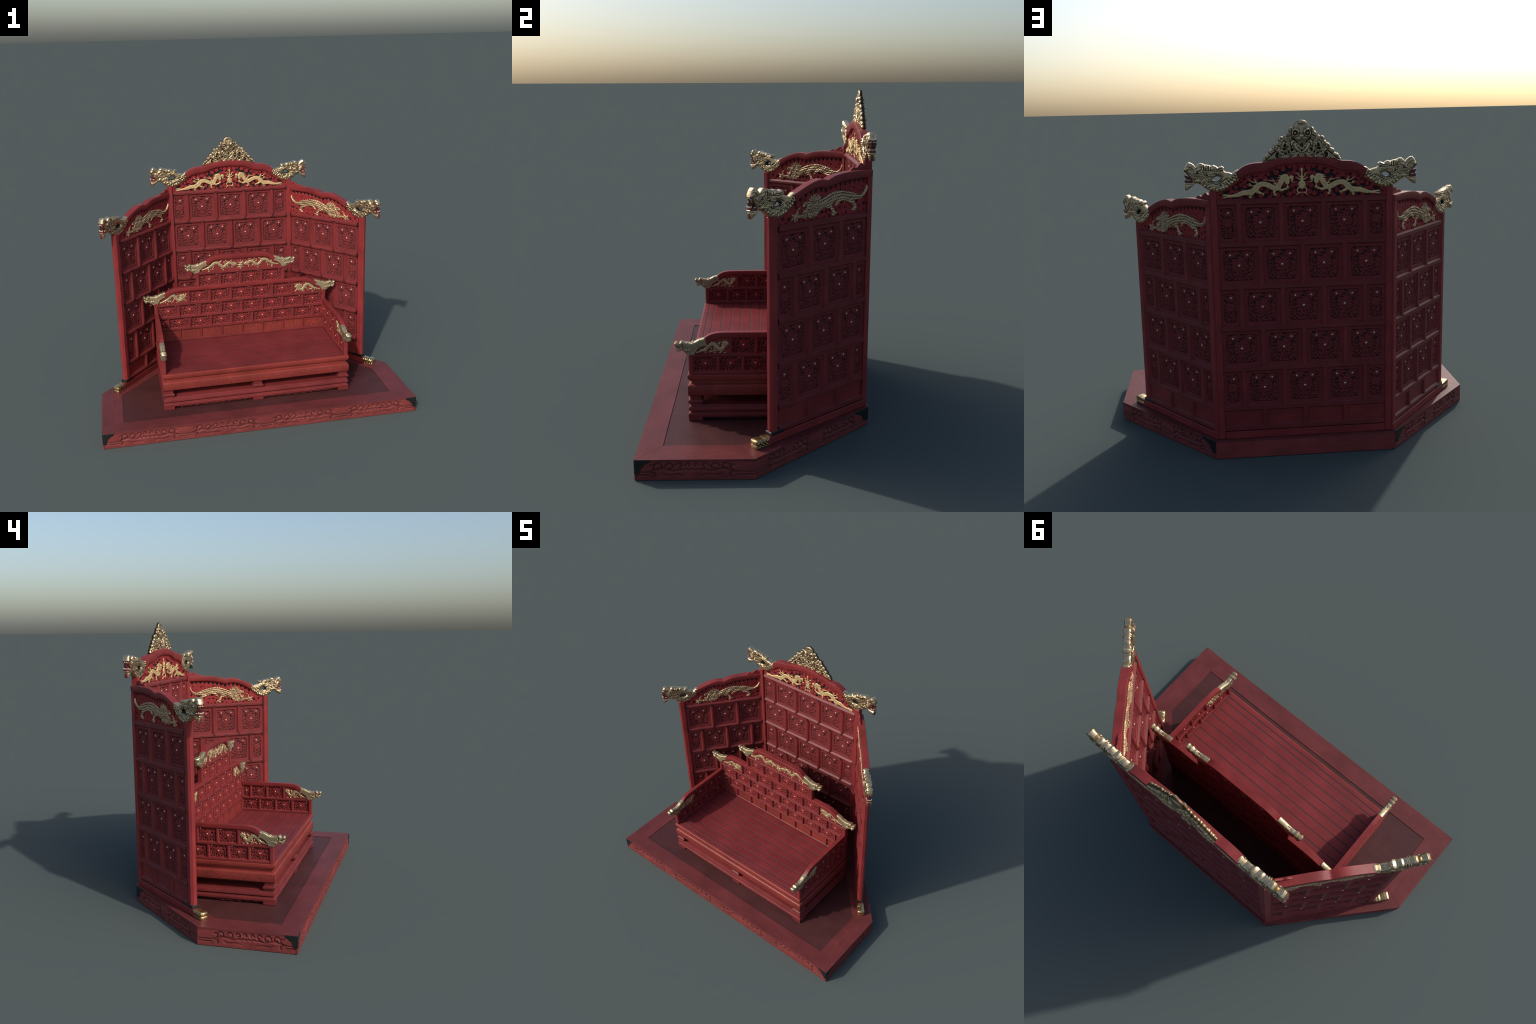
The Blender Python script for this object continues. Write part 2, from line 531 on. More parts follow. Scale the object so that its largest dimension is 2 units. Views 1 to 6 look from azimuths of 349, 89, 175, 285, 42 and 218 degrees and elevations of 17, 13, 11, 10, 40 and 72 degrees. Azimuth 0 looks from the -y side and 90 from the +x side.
def skirt(length, gaps, irons, name):
    """carved skirt board, local x along the side from 0 to length, face towards -y"""
    X, Z = grid(0, length, 0.0, 0.088, 0.0031)
    S = np.maximum(np.maximum(-X, X - length), np.maximum(-Z, Z - 0.088))
    G = np.zeros(X.shape)
    edges = sorted(gaps)
    for (a, b) in zip(edges[:-1], edges[1:]):
        x0, x1 = a + 0.045, b - 0.045
        for st in cloud_motif(x0, x1):
            d = sd(X, Z, st, 0.0020)
            low = 0.45 if max(p[1] for p in st) < 0.031 else 1.0
            G = np.maximum(G, low * (1 - sstep(-0.001, 0.0050, d)))
    for gx in edges:                       # straight double mouldings in the gaps
        w = np.abs(X - gx) < 0.046
        for zz in (0.038, 0.024):
            G = np.maximum(G, np.where(w, (1 - sstep(0.0008, 0.0038, np.abs(Z - zz))) * 0.9, 0))
    pillow = 0.0014 * np.sin(X * 61) * np.sin(Z * 90) + 0.0009 * np.sin(X * 170 + 3 * np.sin(Z * 80)) * np.cos(Z * 140 + 2 * np.sin(X * 33))
    lowbank = 0.0012 * sstep(0.05, 0.03, Z)
    h = 0.0 - 0.0058 * G + pillow * 0.5 - lowbank
    h = np.minimum(np.where(np.maximum(-X, X - length) > -0.002, 0.0, h), 0.0)
    return carve(name, X, Z, S, h, np.full(X.shape, 0.010), CARVEDSKIRT, 60)


def edge_matrix(a, b):
    a, b = Vector((*a, 0)), Vector((*b, 0))
    x = (b - a).normalized()
    z = Vector((0, 0, 1))
    y = z.cross(x)
    M = Matrix.Identity(4)
    for i in range(3):
        M[i][0], M[i][1], M[i][2], M[i][3] = x[i], y[i], z[i], a[i]
    return M


GAPS = [[0.05, 0.5, 1.0, 1.5, 1.95], [0.02, 0.50], [0.03, 0.40, 0.73], None, [0.06, 0.39, 0.76], [0.04, 0.52]]
for i in range(6):
    j = (i + 1) % 6
    L = (Vector(OUT[j]) - Vector(OUT[i])).length
    M = edge_matrix(OUT[i], OUT[j])
    if GAPS[i] is None:
        place(box_mesh("back_skirt", 0, L, 0.0, 0.012, 0, 0.088, SKIRT, 0.001), "back_skirt", platform, M)
    else:
        place(skirt(L, GAPS[i], None, "carved_skirt"), "carved_skirt", platform, M)


def iron_corner(wid, top):
    X, Z = grid(-0.002, wid, 0.026, top, 0.0015)
    P = [(0, top), (wid, top), (wid - 0.004, 0.086), (wid * 0.80, 0.079), (wid * 0.72, 0.079), (wid * 0.56, 0.066),
         (wid * 0.46, 0.064), (wid * 0.40, 0.050), (wid * 0.33, 0.047), (wid * 0.30, 0.034), (wid * 0.20, 0.029), (0, 0.031)]
    S = poly(X, Z, P)
    return carve("corner_iron", X, Z, S, 0.0006 + 0.0008 * dome(S, 0.004), np.full(X.shape, 0.0005), IRON, 40)


ic = iron_corner(0.070, 0.0992)
ic_long = iron_corner(0.106, 0.0992)
MX = Matrix.Diagonal((-1, 1, 1, 1))
for (a, b, flip) in ((0, 1, 0), (0, 1, 1), (1, 2, 0), (5, 0, 1), (2, 3, 1), (4, 5, 0)):
    M = edge_matrix(OUT[a], OUT[b])
    if flip:
        L = (Vector(OUT[b]) - Vector(OUT[a])).length
        M = M @ Matrix.Translation((L, 0, 0)) @ MX
    place(ic_long if (a, b) in ((2, 3), (4, 5)) else ic, "corner_iron", platform, M)

# ========================================================= 2. FOLDING SCREEN
Y0 = 0.531
screen = thing("folding_screen", (0, Y0, H), "three-leaf red lacquer screen with gilded dragon heads and carved panels", "folding screen")
MC = Matrix.Translation((0, Y0, 0))
ax = Vector((0.636, -0.772, 0)).normalized()
ay = Vector((0.772, 0.636, 0)).normalized()
o = Vector((0.44, 0.555, 0)) - ay * 0.012
MW = Matrix.Identity(4)
for i in range(3):
    MW[i][0], MW[i][1], MW[i][3] = ax[i], ay[i], o[i]
    MW[i][2] = (0, 0, 1)[i]
MWL = MX @ MW
RY = Matrix.Rotation(math.pi, 4, "Z")

BAR = [(-0.017, -0.009), (-0.0055, -0.0205), (0.0055, -0.0205), (0.017, -0.009),
       (0.017, 0.009), (0.009, 0.0195), (-0.009, 0.0195), (-0.017, 0.009)]
RAILS = [1.315, 1.105, 0.892, 0.680, 0.470, 0.262, 0.155]


def rail(x0, x1, z, mats, name="rail", w=1.0):
    me = prism(name, [(a * w, b) for a, b in BAR], (x0, 0, z), (x1, 0, z), (0, 0, -1), (0, 1, 0), BAR_X, 20)
    fix_normals(me, 20)
    for M in mats:
        place(me, name, screen, M)


def muntin(x, z0, z1, mats):
    me = prism("muntin", [(a, b * 0.985) for a, b in BAR], (x, 0, z0), (x, 0, z1), (1, 0, 0), (0, 1, 0), BAR_Z, 20)
    fix_normals(me, 20)
    for M in mats:
        place(me, "muntin", screen, M)


# ---- carved flower panels
def petal_flower(X, Z, cx, cz, r, n, ph=0.0):
    u, v = X - cx, Z - cz
    rho, th = np.hypot(u, v), np.arctan2(v, u) + ph
    k = np.cos(n * th) * 0.5 + 0.5
    edge = r * (0.70 + 0.30 * np.sqrt(k))
    return rho - edge, rho, th


def fret_panel(name, w, h, half, seed, res=0.0023):
    rng = np.random.default_rng(seed)
    X, Z = grid(-w / 2, w / 2, -h / 2, h / 2, res)
    S = np.maximum(np.abs(X) - w / 2, np.abs(Z) - h / 2)
    mx, mz, rc = (0.018, 0.017, 0.014) if not half else (0.012, 0.017, 0.012)
    qx, qz = np.abs(X) - (w / 2 - mx - rc), np.abs(Z) - (h / 2 - mz - rc)
    op = np.hypot(np.maximum(qx, 0), np.maximum(qz, 0)) + np.minimum(np.maximum(qx, qz), 0) - rc
    Hh = np.zeros(X.shape)
    # low ground with overlapping leaves, then small slits cut right through
    Hh[:] = 0.47
    nl = 120 if not half else 50
    for k in range(nl):
        cx = rng.uniform(-w / 2 + mx, w / 2 - mx)
        cz = rng.uniform(-h / 2 + mz, h / 2 - mz)
        a = rng.uniform(0, 2 * math.pi)
        ln = rng.uniform(0.008, 0.016)
        d = ell(X, Z, cx, cz, ln, ln * rng.uniform(0.30, 0.45), a)
        c, s = math.cos(a), math.sin(a)
        rib = np.abs(-(X - cx) * s + (Z - cz) * c)
        lift = rng.uniform(0.66, 0.86)
        Hh = np.where(d < 0.0004, np.maximum(Hh * 0.8, lift * (0.84 + 0.16 * dome(d, 0.004)) - 0.07 * (rib < 0.0012)), Hh)
    pits = []
    tries = 0
    while tries < 5000 and len(pits) < (78 if not half else 34):
        tries += 1
        cx = rng.uniform(-w / 2 + mx, w / 2 - mx)
        cz = rng.uniform(-h / 2 + mz, h / 2 - mz)
        if math.hypot(cx, cz) < (0.030 if not half else 0.018):
            continue
        if cz > 0.0 and rng.uniform() < 0.35:
            continue
        if any(math.hypot(cx - q[0], cz - q[1]) < 0.0112 for q in pits):
            continue
        pits.append((cx, cz))
        ln = rng.uniform(0.0038, 0.0066)
        Hh = np.where(ell(X, Z, cx, cz, ln, ln * rng.uniform(0.42, 0.62), rng.uniform(0, 3.14)) < 0, 0.0, Hh)
    # stems
    for k in range(0):
        x0 = rng.uniform(-w * 0.36, w * 0.36)
        pts = [(x0, -h * 0.38), (x0 * 0.6 + rng.uniform(-.02, .02), -h * 0.2), (x0 * 0.3, 0.0)]
        Hh = np.maximum(Hh, 0.75 * (sd(X, Z, pts, 0.0016) < 0))
    dots = []

    def blossom(cx, cz, r, n, top):
        nonlocal Hh
        s, rho, th = petal_flower(X, Z, cx, cz, r, n, rng.uniform(0, 1))
        cup = top * (0.72 + 0.28 * dome(s, r * 0.5)) - 0.13 * np.exp(-((np.cos(n * th) + 1) / 0.25) ** 2)
        cup = cup - 0.25 * np.exp(-(rho / (r * 0.28)) ** 2)
        Hh = np.where(s < 0, cup, np.where(s < 0.002, np.minimum(Hh, 0.5), Hh))
    if not half:
        blossom(0.0, 0.004, 0.036, 10, 1.0)
        blossom(0.0, 0.004, 0.020, 8, 1.08)
        blossom(-0.040, 0.055, 0.019, 6, 0.95)
        blossom(0.037, 0.055, 0.019, 6, 0.95)
        dots = [(0.0, 0.002, 0.0060), (-0.040, 0.054, 0.0050), (0.037, 0.054, 0.0050)]
        Hh = Hh * (1 - (ell(X, Z, -0.052, 0.070, 0.010, 0.006, 0.7) < 0))
        Hh = Hh * (1 - (ell(X, Z, -0.002, 0.050, 0.007, 0.005, 0.1) < 0))
        Hh = Hh * (1 - (ell(X, Z, 0.004, 0.071, 0.011, 0.0045, 0.2) < 0))
        Hh = Hh * (1 - (ell(X, Z, -0.038, 0.026, 0.005, 0.009, 0.2) < 0))
        Hh = Hh * (1 - (ell(X, Z, 0.041, 0.024, 0.0035, 0.010, 0.0) < 0))
    else:
        blossom(0.0, 0.0, 0.023, 8, 1.0)
        blossom(0.004, 0.048, 0.017, 6, 0.95)
        dots = [(0.004, 0.052, 0.0050)]
    Hh = np.where(op < -0.0015, Hh, 0)
    rim = sstep(-0.002, 0.0005, op)
    Y = 0.0012 + 0.0078 * np.clip(Hh, 0, 1.08)
    Y = np.where(op > -0.002, np.maximum(Y, 0.0012 + rim * 0.0088), Y)
    groove = np.abs(op - 0.005) < 0.0016
    Y = Y - 0.0012 * groove
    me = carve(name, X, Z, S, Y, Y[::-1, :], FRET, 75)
    # note: the rear face repeats the front one turned about the vertical
    dm = dot_mesh(dots)
    return me, dm


def dot_mesh(dots, y0=0.0062):
    vs, fs = [], []
    for side in (-1, 1):
        for (x, z, r) in dots:
            b = len(vs)
            x = x if side < 0 else -x
            for i in range(4):
                ph = math.pi / 2 * i / 3
                for k in range(8):
                    a = k * math.pi / 4
                    wob = 1 + 0.18 * math.sin(3 * a + x * 90)
                    vs.append((x + r * wob * math.cos(ph) * math.cos(a), side * (y0 + 0.0055 * math.sin(ph)), z + r * wob * math.cos(ph) * math.sin(a)))
            for i in range(3):
                for k in range(8):
                    q = (b + i * 8 + k, b + i * 8 + (k + 1) % 8, b + (i + 1) * 8 + (k + 1) % 8, b + (i + 1) * 8 + k)
                    fs.append(q if side < 0 else tuple(reversed(q)))
    return mesh("flower_pearl", vs, fs, PEARL, 180)


PW, PH = 0.178, 0.184
FULL, FULL_D = fret_panel("carved_panel", PW, PH, False, 5)
HALFC, HALFC_D = fret_panel("carved_panel", 0.078, PH, True, 8)


def panel(kind, x, z, mats, sx=1.0):
    me, dm = (FULL, FULL_D) if kind == "full" else (HALFC, HALFC_D)
    for M in mats:
        Mp = M @ Matrix.Translation((x, 0, z)) @ Matrix.Diagonal((sx, 1, 1, 1))
        p = place(me, "carved_panel", screen, Mp)
        place(dm, "flower_pearl", p, Mp)


def bracket_mesh(kind):
    """thin black iron straps over a joint: 'up' / 'down' T or 'cross'"""
    parts = []
    w, t = 0.0019, 0.0014
    rects = [(-0.015, 0.015, -w, w)]
    if kind in ("up", "cross"):
        rects.append((-w, w, w, 0.018))
    if kind in ("down", "cross"):
        rects.append((-w, w, -0.018, -w))
    vs, fs = [], []
    for k, (x0, x1, z0, z1) in enumerate(rects):
        b = len(vs)
        tt = t + 0.0003 * k
        vs += [(x, y, z) for y in (-tt, 0.001) for x in (x0, x1) for z in (z0, z1)]
        fs += [(b + 0, b + 2, b + 3, b + 1), (b + 4, b + 5, b + 7, b + 6), (b + 0, b + 1, b + 5, b + 4),
               (b + 2, b + 6, b + 7, b + 3), (b + 0, b + 4, b + 6, b + 2), (b + 1, b + 3, b + 7, b + 5)]
    return fix_normals(mesh("iron_bracket", vs, fs, IRON, 30), 30)


BR = {k: bracket_mesh(k) for k in ("up", "down", "cross")}


def bracket(kind, x, z, mats, y=-0.0207):
    for M in mats:
        place(BR[kind], "iron_bracket", screen, M @ Matrix.Translation((x, y, z)))


def lattice(x0, x1, rows, mats, bottom_cols, topz):
    """rows: list of (columns of muntins) between successive RAILS"""
    for z in RAILS:
        rail(x0, x1, z, mats)
    for r, cols in enumerate(rows):
        zt, zb = RAILS[r], RAILS[r + 1]
        zc = (zt + zb) / 2
        xs = [x0] + list(cols) + [x1]
        for c in cols:
            muntin(c, zb + 0.006, zt - 0.006, mats)
            bracket("up", c, zb, mats)
            bracket("down", c, zt, mats)
        for a, b in zip(xs[:-1], xs[1:]):
            a2 = a - 0.001 if a == x0 else a + 0.010
            b2 = b + 0.001 if b == x1 else b - 0.010
            kind = "full" if b - a > 0.14 else "half"
            wid = PW if kind == "full" else 0.078
            panel(kind, (a2 + b2) / 2, zc, mats, (b2 - a2) / wid)
    xs = [x0] + list(bottom_cols) + [x1]
    for c in bottom_cols:
        muntin(c, RAILS[6] + 0.006, RAILS[5] - 0.006, mats)
    bp = box_mesh("plain_panel", x0, x1, -0.008, 0.008, RAILS[6], RAILS[5], RED_X, 0.001)
    for M in mats:
        place(bp, "plain_panel", screen, M)
    for z in RAILS[:6]:
        bracket("cross", x0, z, mats)
        bracket("cross", x1, z, mats)


A = [-0.308, -0.103, 0.103, 0.308]
B = [-0.207, 0.0, 0.207]
RAILS[0] = 1.312
lattice(-0.411, 0.411, [A, B, A, B, A], [MC], B, 1.53)
RAILS_C = list(RAILS)
W2 = [MW, MWL]

# centre posts, sill
for s in (1, -1):
    place(box_mesh("post", 0.411, 0.446, -0.0225, 0.0185, H, 1.372, RED_Z, 0.004), "post", screen, MC if s > 0 else MX @ MC)
place(box_mesh("sill", -0.411, 0.411, -0.020, 0.0195, H, 0.139, RED_X, 0.003), "sill", screen, MC)

# wing leaves: local x from the hinge outwards (0.012 .. 0.655)
RAILS[0] = 1.108
WX0, WX1 = 0.040, 0.606
RAILS_W = [1.108, 0.892, 0.680, 0.470, 0.262, 0.155]


def wing_lattice():
    for z in RAILS_W:
        rail(WX0, WX1, z, W2)
    rows = [[0.218, 0.413], [0.118, 0.312, 0.506], [0.218, 0.413], [0.118, 0.312, 0.506]]
    for r, cols in enumerate(rows):
        zt, zb = RAILS_W[r], RAILS_W[r + 1]
        xs = [WX0] + cols + [WX1]
        for c in cols:
            muntin(c, zb + 0.006, zt - 0.006, W2)
            bracket("up", c, zb, W2)
            bracket("down", c, zt, W2)
        for a, b in zip(xs[:-1], xs[1:]):
            a2 = a - 0.001 if a == WX0 else a + 0.010
            b2 = b + 0.001 if b == WX1 else b - 0.010
            kind = "full" if b - a > 0.14 else "half"
            wid = PW if kind == "full" else 0.078
            # mirrored so the dark corner lies towards the free end, as on the leaf
            panel(kind, (a2 + b2) / 2, (zt + zb) / 2, W2, -(b2 - a2) / wid)
    for c in (0.218, 0.413):
        muntin(c, 0.161, 0.256, W2)
    bp = box_mesh("plain_panel", WX0, WX1, -0.008, 0.008, 0.155, 0.262, RED_X, 0.001)
    for M in W2:
        place(bp, "plain_panel", screen, M)
    for z in RAILS_W[:5]:
        bracket("cross", WX0 - 0.002, z, W2)
        bracket("cross", WX1 + 0.002, z, W2)


wing_lattice()
inner = box_mesh("post", 0.008, WX0, -0.0205, 0.0205, 0.137, 1.318, RED_Z, 0.003)
outer = box_mesh("post", WX1, 0.656, -0.0205, 0.0205, 0.137, 1.175, RED_Z, 0.012)
shoe = box_mesh("iron_shoe", 0.575, 0.6585, -0.0225, 0.0225, 0.1375, 0.157, IRON, 0.003)
sillw = box_mesh("sill", 0.006, 0.680, -0.0215, 0.0215, 0.1005, 0.138, RED_X, 0.003)
for M in W2:
    place(inner, "post", screen, M)
    place(outer, "post", screen, M)
    place(shoe, "iron_shoe", screen, M)
    place(sillw, "sill", screen, M)


# ---- curved crest rails, lofted from an upper and a lower edge
def band(name, top, under, T, mat, n=40, angle=32):
    """rail whose upper and lower edges follow two curves, rounded faces, half depth T"""
    def resample(c, sharp):
        c = np.array(c, float)
        seg = np.r_[0, np.cumsum(np.hypot(*np.diff(c, axis=0).T))]
        seg /= seg[-1]
        u = np.linspace(0, 1, n)
        return np.stack([np.interp(u, seg, c[:, 0]), np.interp(u, seg, c[:, 1])], 1)
    A_, B_ = resample(top, 0), resample(under, 0)
    prof = [(0.0, -0.90), (0.035, -0.97), (0.12, -1.0), (0.78, -1.0), (0.90, -0.90), (1.0, -0.62),
            (1.0, 0.62), (0.90, 0.90), (0.78, 1.0), (0.12, 1.0), (0.035, 0.97), (0.0, 0.90)]
    vs, fs = [], []
    m = len(prof)
    for a, b in zip(A_, B_):
        for v, y in prof:
            p = a + (b - a) * v
            vs.append((p[0], y * T, p[1]))
    for i in range(n - 1):
        for k in range(m):
            fs.append((i * m + k, i * m + (k + 1) % m, (i + 1) * m + (k + 1) % m, (i + 1) * m + k))
    fs += [tuple(range(m)), tuple(reversed(range((n - 1) * m, n * m)))]
    return fix_normals(mesh(name, vs, fs, mat, angle), angle)


def lobes(*arcs):
    """join smooth arcs that meet in cusps"""
    out = []
    for a in arcs:
        c = catmull(a, 8)
        out += [tuple(p) for p in (c if not out else c[1:])]
    return out


ctop_r = lobes([(0.0, 1.529), (0.079, 1.525), (0.150, 1.510), (0.194, 1.498)], [(0.194, 1.498), (0.240, 1.495), (0.280, 1.482), (0.312, 1.460)])
cund_r = lobes([(0.0, 1.490), (0.089, 1.483), (0.140, 1.468), (0.185, 1.450)], [(0.185, 1.450), (0.233, 1.446), (0.272, 1.436), (0.303, 1.417)])
ctop = [(-x, z) for x, z in reversed(ctop_r)] + ctop_r[1:]
cund = [(-x, z) for x, z in reversed(cund_r)] + cund_r[1:]
place(band("crest_rail", ctop, cund, 0.0225, RED_X, 90), "crest_rail", screen, MC)
wtop = lobes([(0.012, 1.325), (0.110, 1.327), (0.190, 1.325), (0.262, 1.316), (0.309, 1.300)], [(0.309, 1.300), (0.350, 1.307), (0.395, 1.301), (0.455, 1.281), (0.517, 1.255)])
wund = lobes([(0.012, 1.288), (0.136, 1.288), (0.205, 1.284), (0.268, 1.273), (0.314, 1.262)], [(0.314, 1.262), (0.360, 1.270), (0.410, 1.262), (0.460, 1.243), (0.510, 1.213)])
wrail = band("crest_rail", wtop, wund, 0.0225, RED_X, 80)
for M in W2:
    place(wrail, "crest_rail", screen, M)


# ---- cloud fretwork behind the gilded dragons
def tympanum(under, x0, x1, zb, tail, seed, clouds):
    rng = np.random.default_rng(seed)
    zt = max(p[1] for p in under) + 0.006
    X, Z = grid(x0, x1, zb, zt, 0.0024)
    P = [(x0, zb)] + ([(x0, tail[0])] if clouds else []) + [(x, z + 0.004) for x, z in under] + [(px, pz) for px, pz in tail[1]] + [(x1, zb)]
    S = poly(X, Z, P)
    Hh = np.zeros(X.shape)
    if clouds:
        pts = []
        tries = 0
        while tries < 9000:
            tries += 1
            c = (rng.uniform(0, x1), rng.uniform(zb, zt), rng.uniform(0.0105, 0.017))
            if all((c[0] - q[0]) ** 2 + (c[1] - q[1]) ** 2 > (0.87 * (c[2] + q[2])) ** 2 for q in pts):
                pts.append(c)
        for cx, cz, r in pts:
            for sx in (1, -1):
                d = np.hypot(X - sx * cx, Z - cz)
                b = 0.62 + 0.3 * dome(d - r, r * 0.5) - 0.22 * np.exp(-((d - r * 0.5) / (0.0016)) ** 2)
                th = np.arctan2(Z - cz, sx * X - cx)
                lob = r * (0.93 + 0.07 * np.cos(5 * th + cx * 300))
                Hh = np.where((d < lob) & (b > Hh), b, Hh)
    else:
        Hh[:] = 0.86
        und = np.array(under)
        # row of wedge-shaped gaps under the rail
        for gx in np.arange(0.06, 0.52, 0.0315):
            zz = np.interp(gx, und[:, 0], und[:, 1]) - 0.004
            dz = np.gradient(np.interp(np.array([gx - .01, gx, gx + .01]), und[:, 0], und[:, 1]))[1] / 0.01
            w = rng.uniform(0.0105, 0.0135)
            hh = rng.uniform(0.014, 0.020)
            tri = [(gx - w, zz - dz * w), (gx + w, zz + dz * w), (gx + w * 0.35, zz - hh + dz * w * .3), (gx - w * 0.3, zz - hh - dz * w * .3)]
            Hh = np.where(poly(X, Z, tri) < 0, 0, Hh)
        # scattered jagged gaps
        pts = []
        tries = 0
        while tries < 3000:
            tries += 1
            c = (rng.uniform(x0 + 0.01, x1 - 0.01), rng.uniform(zb + 0.016, zt - 0.02))
            if all(math.hypot(c[0] - q[0], c[1] - q[1]) > 0.0235 for q in pts):
                pts.append(c)
        for cx, cz in pts:
            zz = np.interp(cx, und[:, 0], und[:, 1])
            if cz > zz - 0.03:
                continue
            a0 = rng.uniform(0, 6.28)
            k = rng.integers(3, 5)
            r = rng.uniform(0.0055, 0.0115)
            tri = [(cx + r * rng.uniform(0.7, 1.3) * math.cos(a0 + i * 6.283 / k), cz + r * rng.uniform(0.7, 1.3) * math.sin(a0 + i * 6.283 / k)) for i in range(k)]
            Hh = np.where(poly(X, Z, tri) < 0, 0, Hh)
        Hh = np.where(Hh > 0, Hh + 0.05 * np.sin(X * 900) * np.sin(Z * 900), 0)
    rim = S > -0.011
    Hh = np.where(rim, 0.98, Hh) if clouds else np.where(S > -0.006, 0.95, Hh)
    Y = 0.0012 + 0.0088 * Hh
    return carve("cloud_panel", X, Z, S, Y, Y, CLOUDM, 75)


# centre tympanum: outline follows the rail, then the underside of the necks
tail = [(0.337, 1.398), (0.374, 1.377), (0.411, 1.368)]
und_c = [(-0.411, 1.364)] + [(-x, z - 0.004) for x, z in reversed(tail)] + cund
place(tympanum(und_c, -0.411, 0.411, 1.31, (1.33, tail), 3, True), "cloud_panel", screen, MC)
und_w = [(0.012, 1.290)] + wund + [(0.530, 1.203), (0.566, 1.182), (0.606, 1.164)]
ty = tympanum(und_w, 0.040, 0.606, 1.104, (1.2, []), 4, False)
for M in W2:
    place(ty, "cloud_panel", screen, M)


# ---- gilded dragons on the centre leaf
def relief(name, X, Z, S, body, mat, base=0.0095, amp=0.0045, R=0.006):
    hf = base + amp * dome(S, R) + body
    return carve(name, X, Z, S, hf, np.full(X.shape, -base + 0.002), mat, 180)


def scales(T, L, w, p=0.0055):
    a = np.abs(np.sin(T * math.pi / p)) * np.abs(np.sin(L * math.pi / p + 0.5 * math.pi * (np.floor(T / p) % 2)))
    return a


def centre_dragon():
    X, Z = grid(0.03, 0.415, 1.322, 1.46, 0.0017)
    sp = [(0.345, 1.342), (0.318, 1.345), (0.284, 1.356), (0.245, 1.360), (0.222, 1.376), (0.208, 1.391), (0.186, 1.3955), (0.162, 1.389),
          (0.140, 1.377), (0.120, 1.376), (0.108, 1.391), (0.100, 1.405), (0.088, 1.417)]
    rd = [0.006, 0.009, 0.012, 0.013, 0.0135, 0.013, 0.0125, 0.0125, 0.012, 0.0125, 0.013, 0.013, 0.013]
    S, T, L = stroke(X, Z, sp, rd)
    body = 0.0026 * scales(T, L, 0.013, 0.0072) + 0.0026 * np.exp(-((L - 0.0105) / 0.0018) ** 2)
    add = []
    # head: skull, snout, jaw, mane locks
    add.append(ell(X, Z, 0.076, 1.420, 0.019, 0.014, 0.5))
    add.append(ell(X, Z, 0.086, 1.429, 0.020, 0.011, -0.3))
    add.append(ell(X, Z, 0.050, 1.424, 0.011, 0.010, 0.2))
    add.append(ell(X, Z, 0.047, 1.413, 0.005, 0.008, 0.3))
    add.append(ell(X, Z, 0.070, 1.402, 0.011, 0.013, 0.2))
    for a, b, r in (((0.095, 1.423), (0.117, 1.424), 0.004), ((0.095, 1.415), (0.118, 1.412), 0.004), ((0.09, 1.408), (0.114, 1.403), 0.004),
                    ((0.09, 1.43), (0.110, 1.434), 0.004), ((0.066, 1.400), (0.070, 1.385), 0.003)):
        add.append(sd(X, Z, [a, b], [r, 0.0012], False))
    add.append(sd(X, Z, [(0.052, 1.408), (0.046, 1.401), (0.037, 1.400), (0.031, 1.403)], [0.0022, 0.0018, 0.0014, 0.001]))
    # fore and hind legs with claws
    legs = [[(0.125, 1.372), (0.135, 1.356), (0.131, 1.345)], [(0.115, 1.370), (0.100, 1.364), (0.078, 1.370), (0.071, 1.376)],
            [(0.240, 1.352), (0.248, 1.343), (0.250, 1.337)], [(0.228, 1.366), (0.206, 1.355), (0.191, 1.349)]]
    for lg in legs:
        add.append(sd(X, Z, lg, [0.0085, 0.0058, 0.0035][:len(lg)] if len(lg) == 3 else [0.009, 0.0065, 0.0045, 0.003]))
        ex, ez = lg[-1]
        dx, dz = ex - lg[-2][0], ez - lg[-2][1]
        a0 = math.atan2(dz, dx)
        for da in (-0.9, -0.2, 0.5, 1.2):
            q = (ex + 0.011 * math.cos(a0 + da), ez + 0.011 * math.sin(a0 + da))
            add.append(sd(X, Z, [(ex, ez), q], [0.0024, 0.0008], False))
    add.append(sd(X, Z, [(0.071, 1.374), (0.069, 1.388)], [0.0022, 0.001], False))
    # flame tendrils on the back
    for t in ([(0.214, 1.392), (0.221, 1.408), (0.231, 1.423)], [(0.219, 1.403), (0.234, 1.405), (0.246, 1.411), (0.259, 1.421)],
              [(0.220, 1.390), (0.236, 1.388), (0.248, 1.390), (0.265, 1.396)], [(0.245, 1.389), (0.248, 1.396), (0.256, 1.401)],
              [(0.122, 1.390), (0.131, 1.402), (0.143, 1.420)], [(0.133, 1.408), (0.150, 1.411), (0.184, 1.416)], [(0.122, 1.394), (0.134, 1.394), (0.140, 1.397)]):
        add.append(sd(X, Z, t, [0.0032, 0.0022, 0.0009][:len(t)] if len(t) == 3 else [0.0034, 0.0026, 0.002, 0.0009]))
    # tail tuft
    add.append(ell(X, Z, 0.350, 1.342, 0.010, 0.0075, 0.2))
    for z1 in (1.351, 1.345, 1.339, 1.333):
        add.append(sd(X, Z, [(0.348, 1.342), (0.366, 0.5 * (z1 + 1.342) + (0.002 if z1 > 1.34 else -0.002)), (0.387 - abs(z1 - 1.342) * .6, z1)], [0.004, 0.0026, 0.0009]))
    for d in add:
        S = np.minimum(S, d)
    ripple = 0.0012 * np.abs(np.sin((X * 0.8 + Z) * 700)) * (X < 0.098)
    return relief("gilded_dragon", X, Z, S, np.where(X < 0.098, ripple, body), GOLDF, R=0.0055)


cd = centre_dragon()


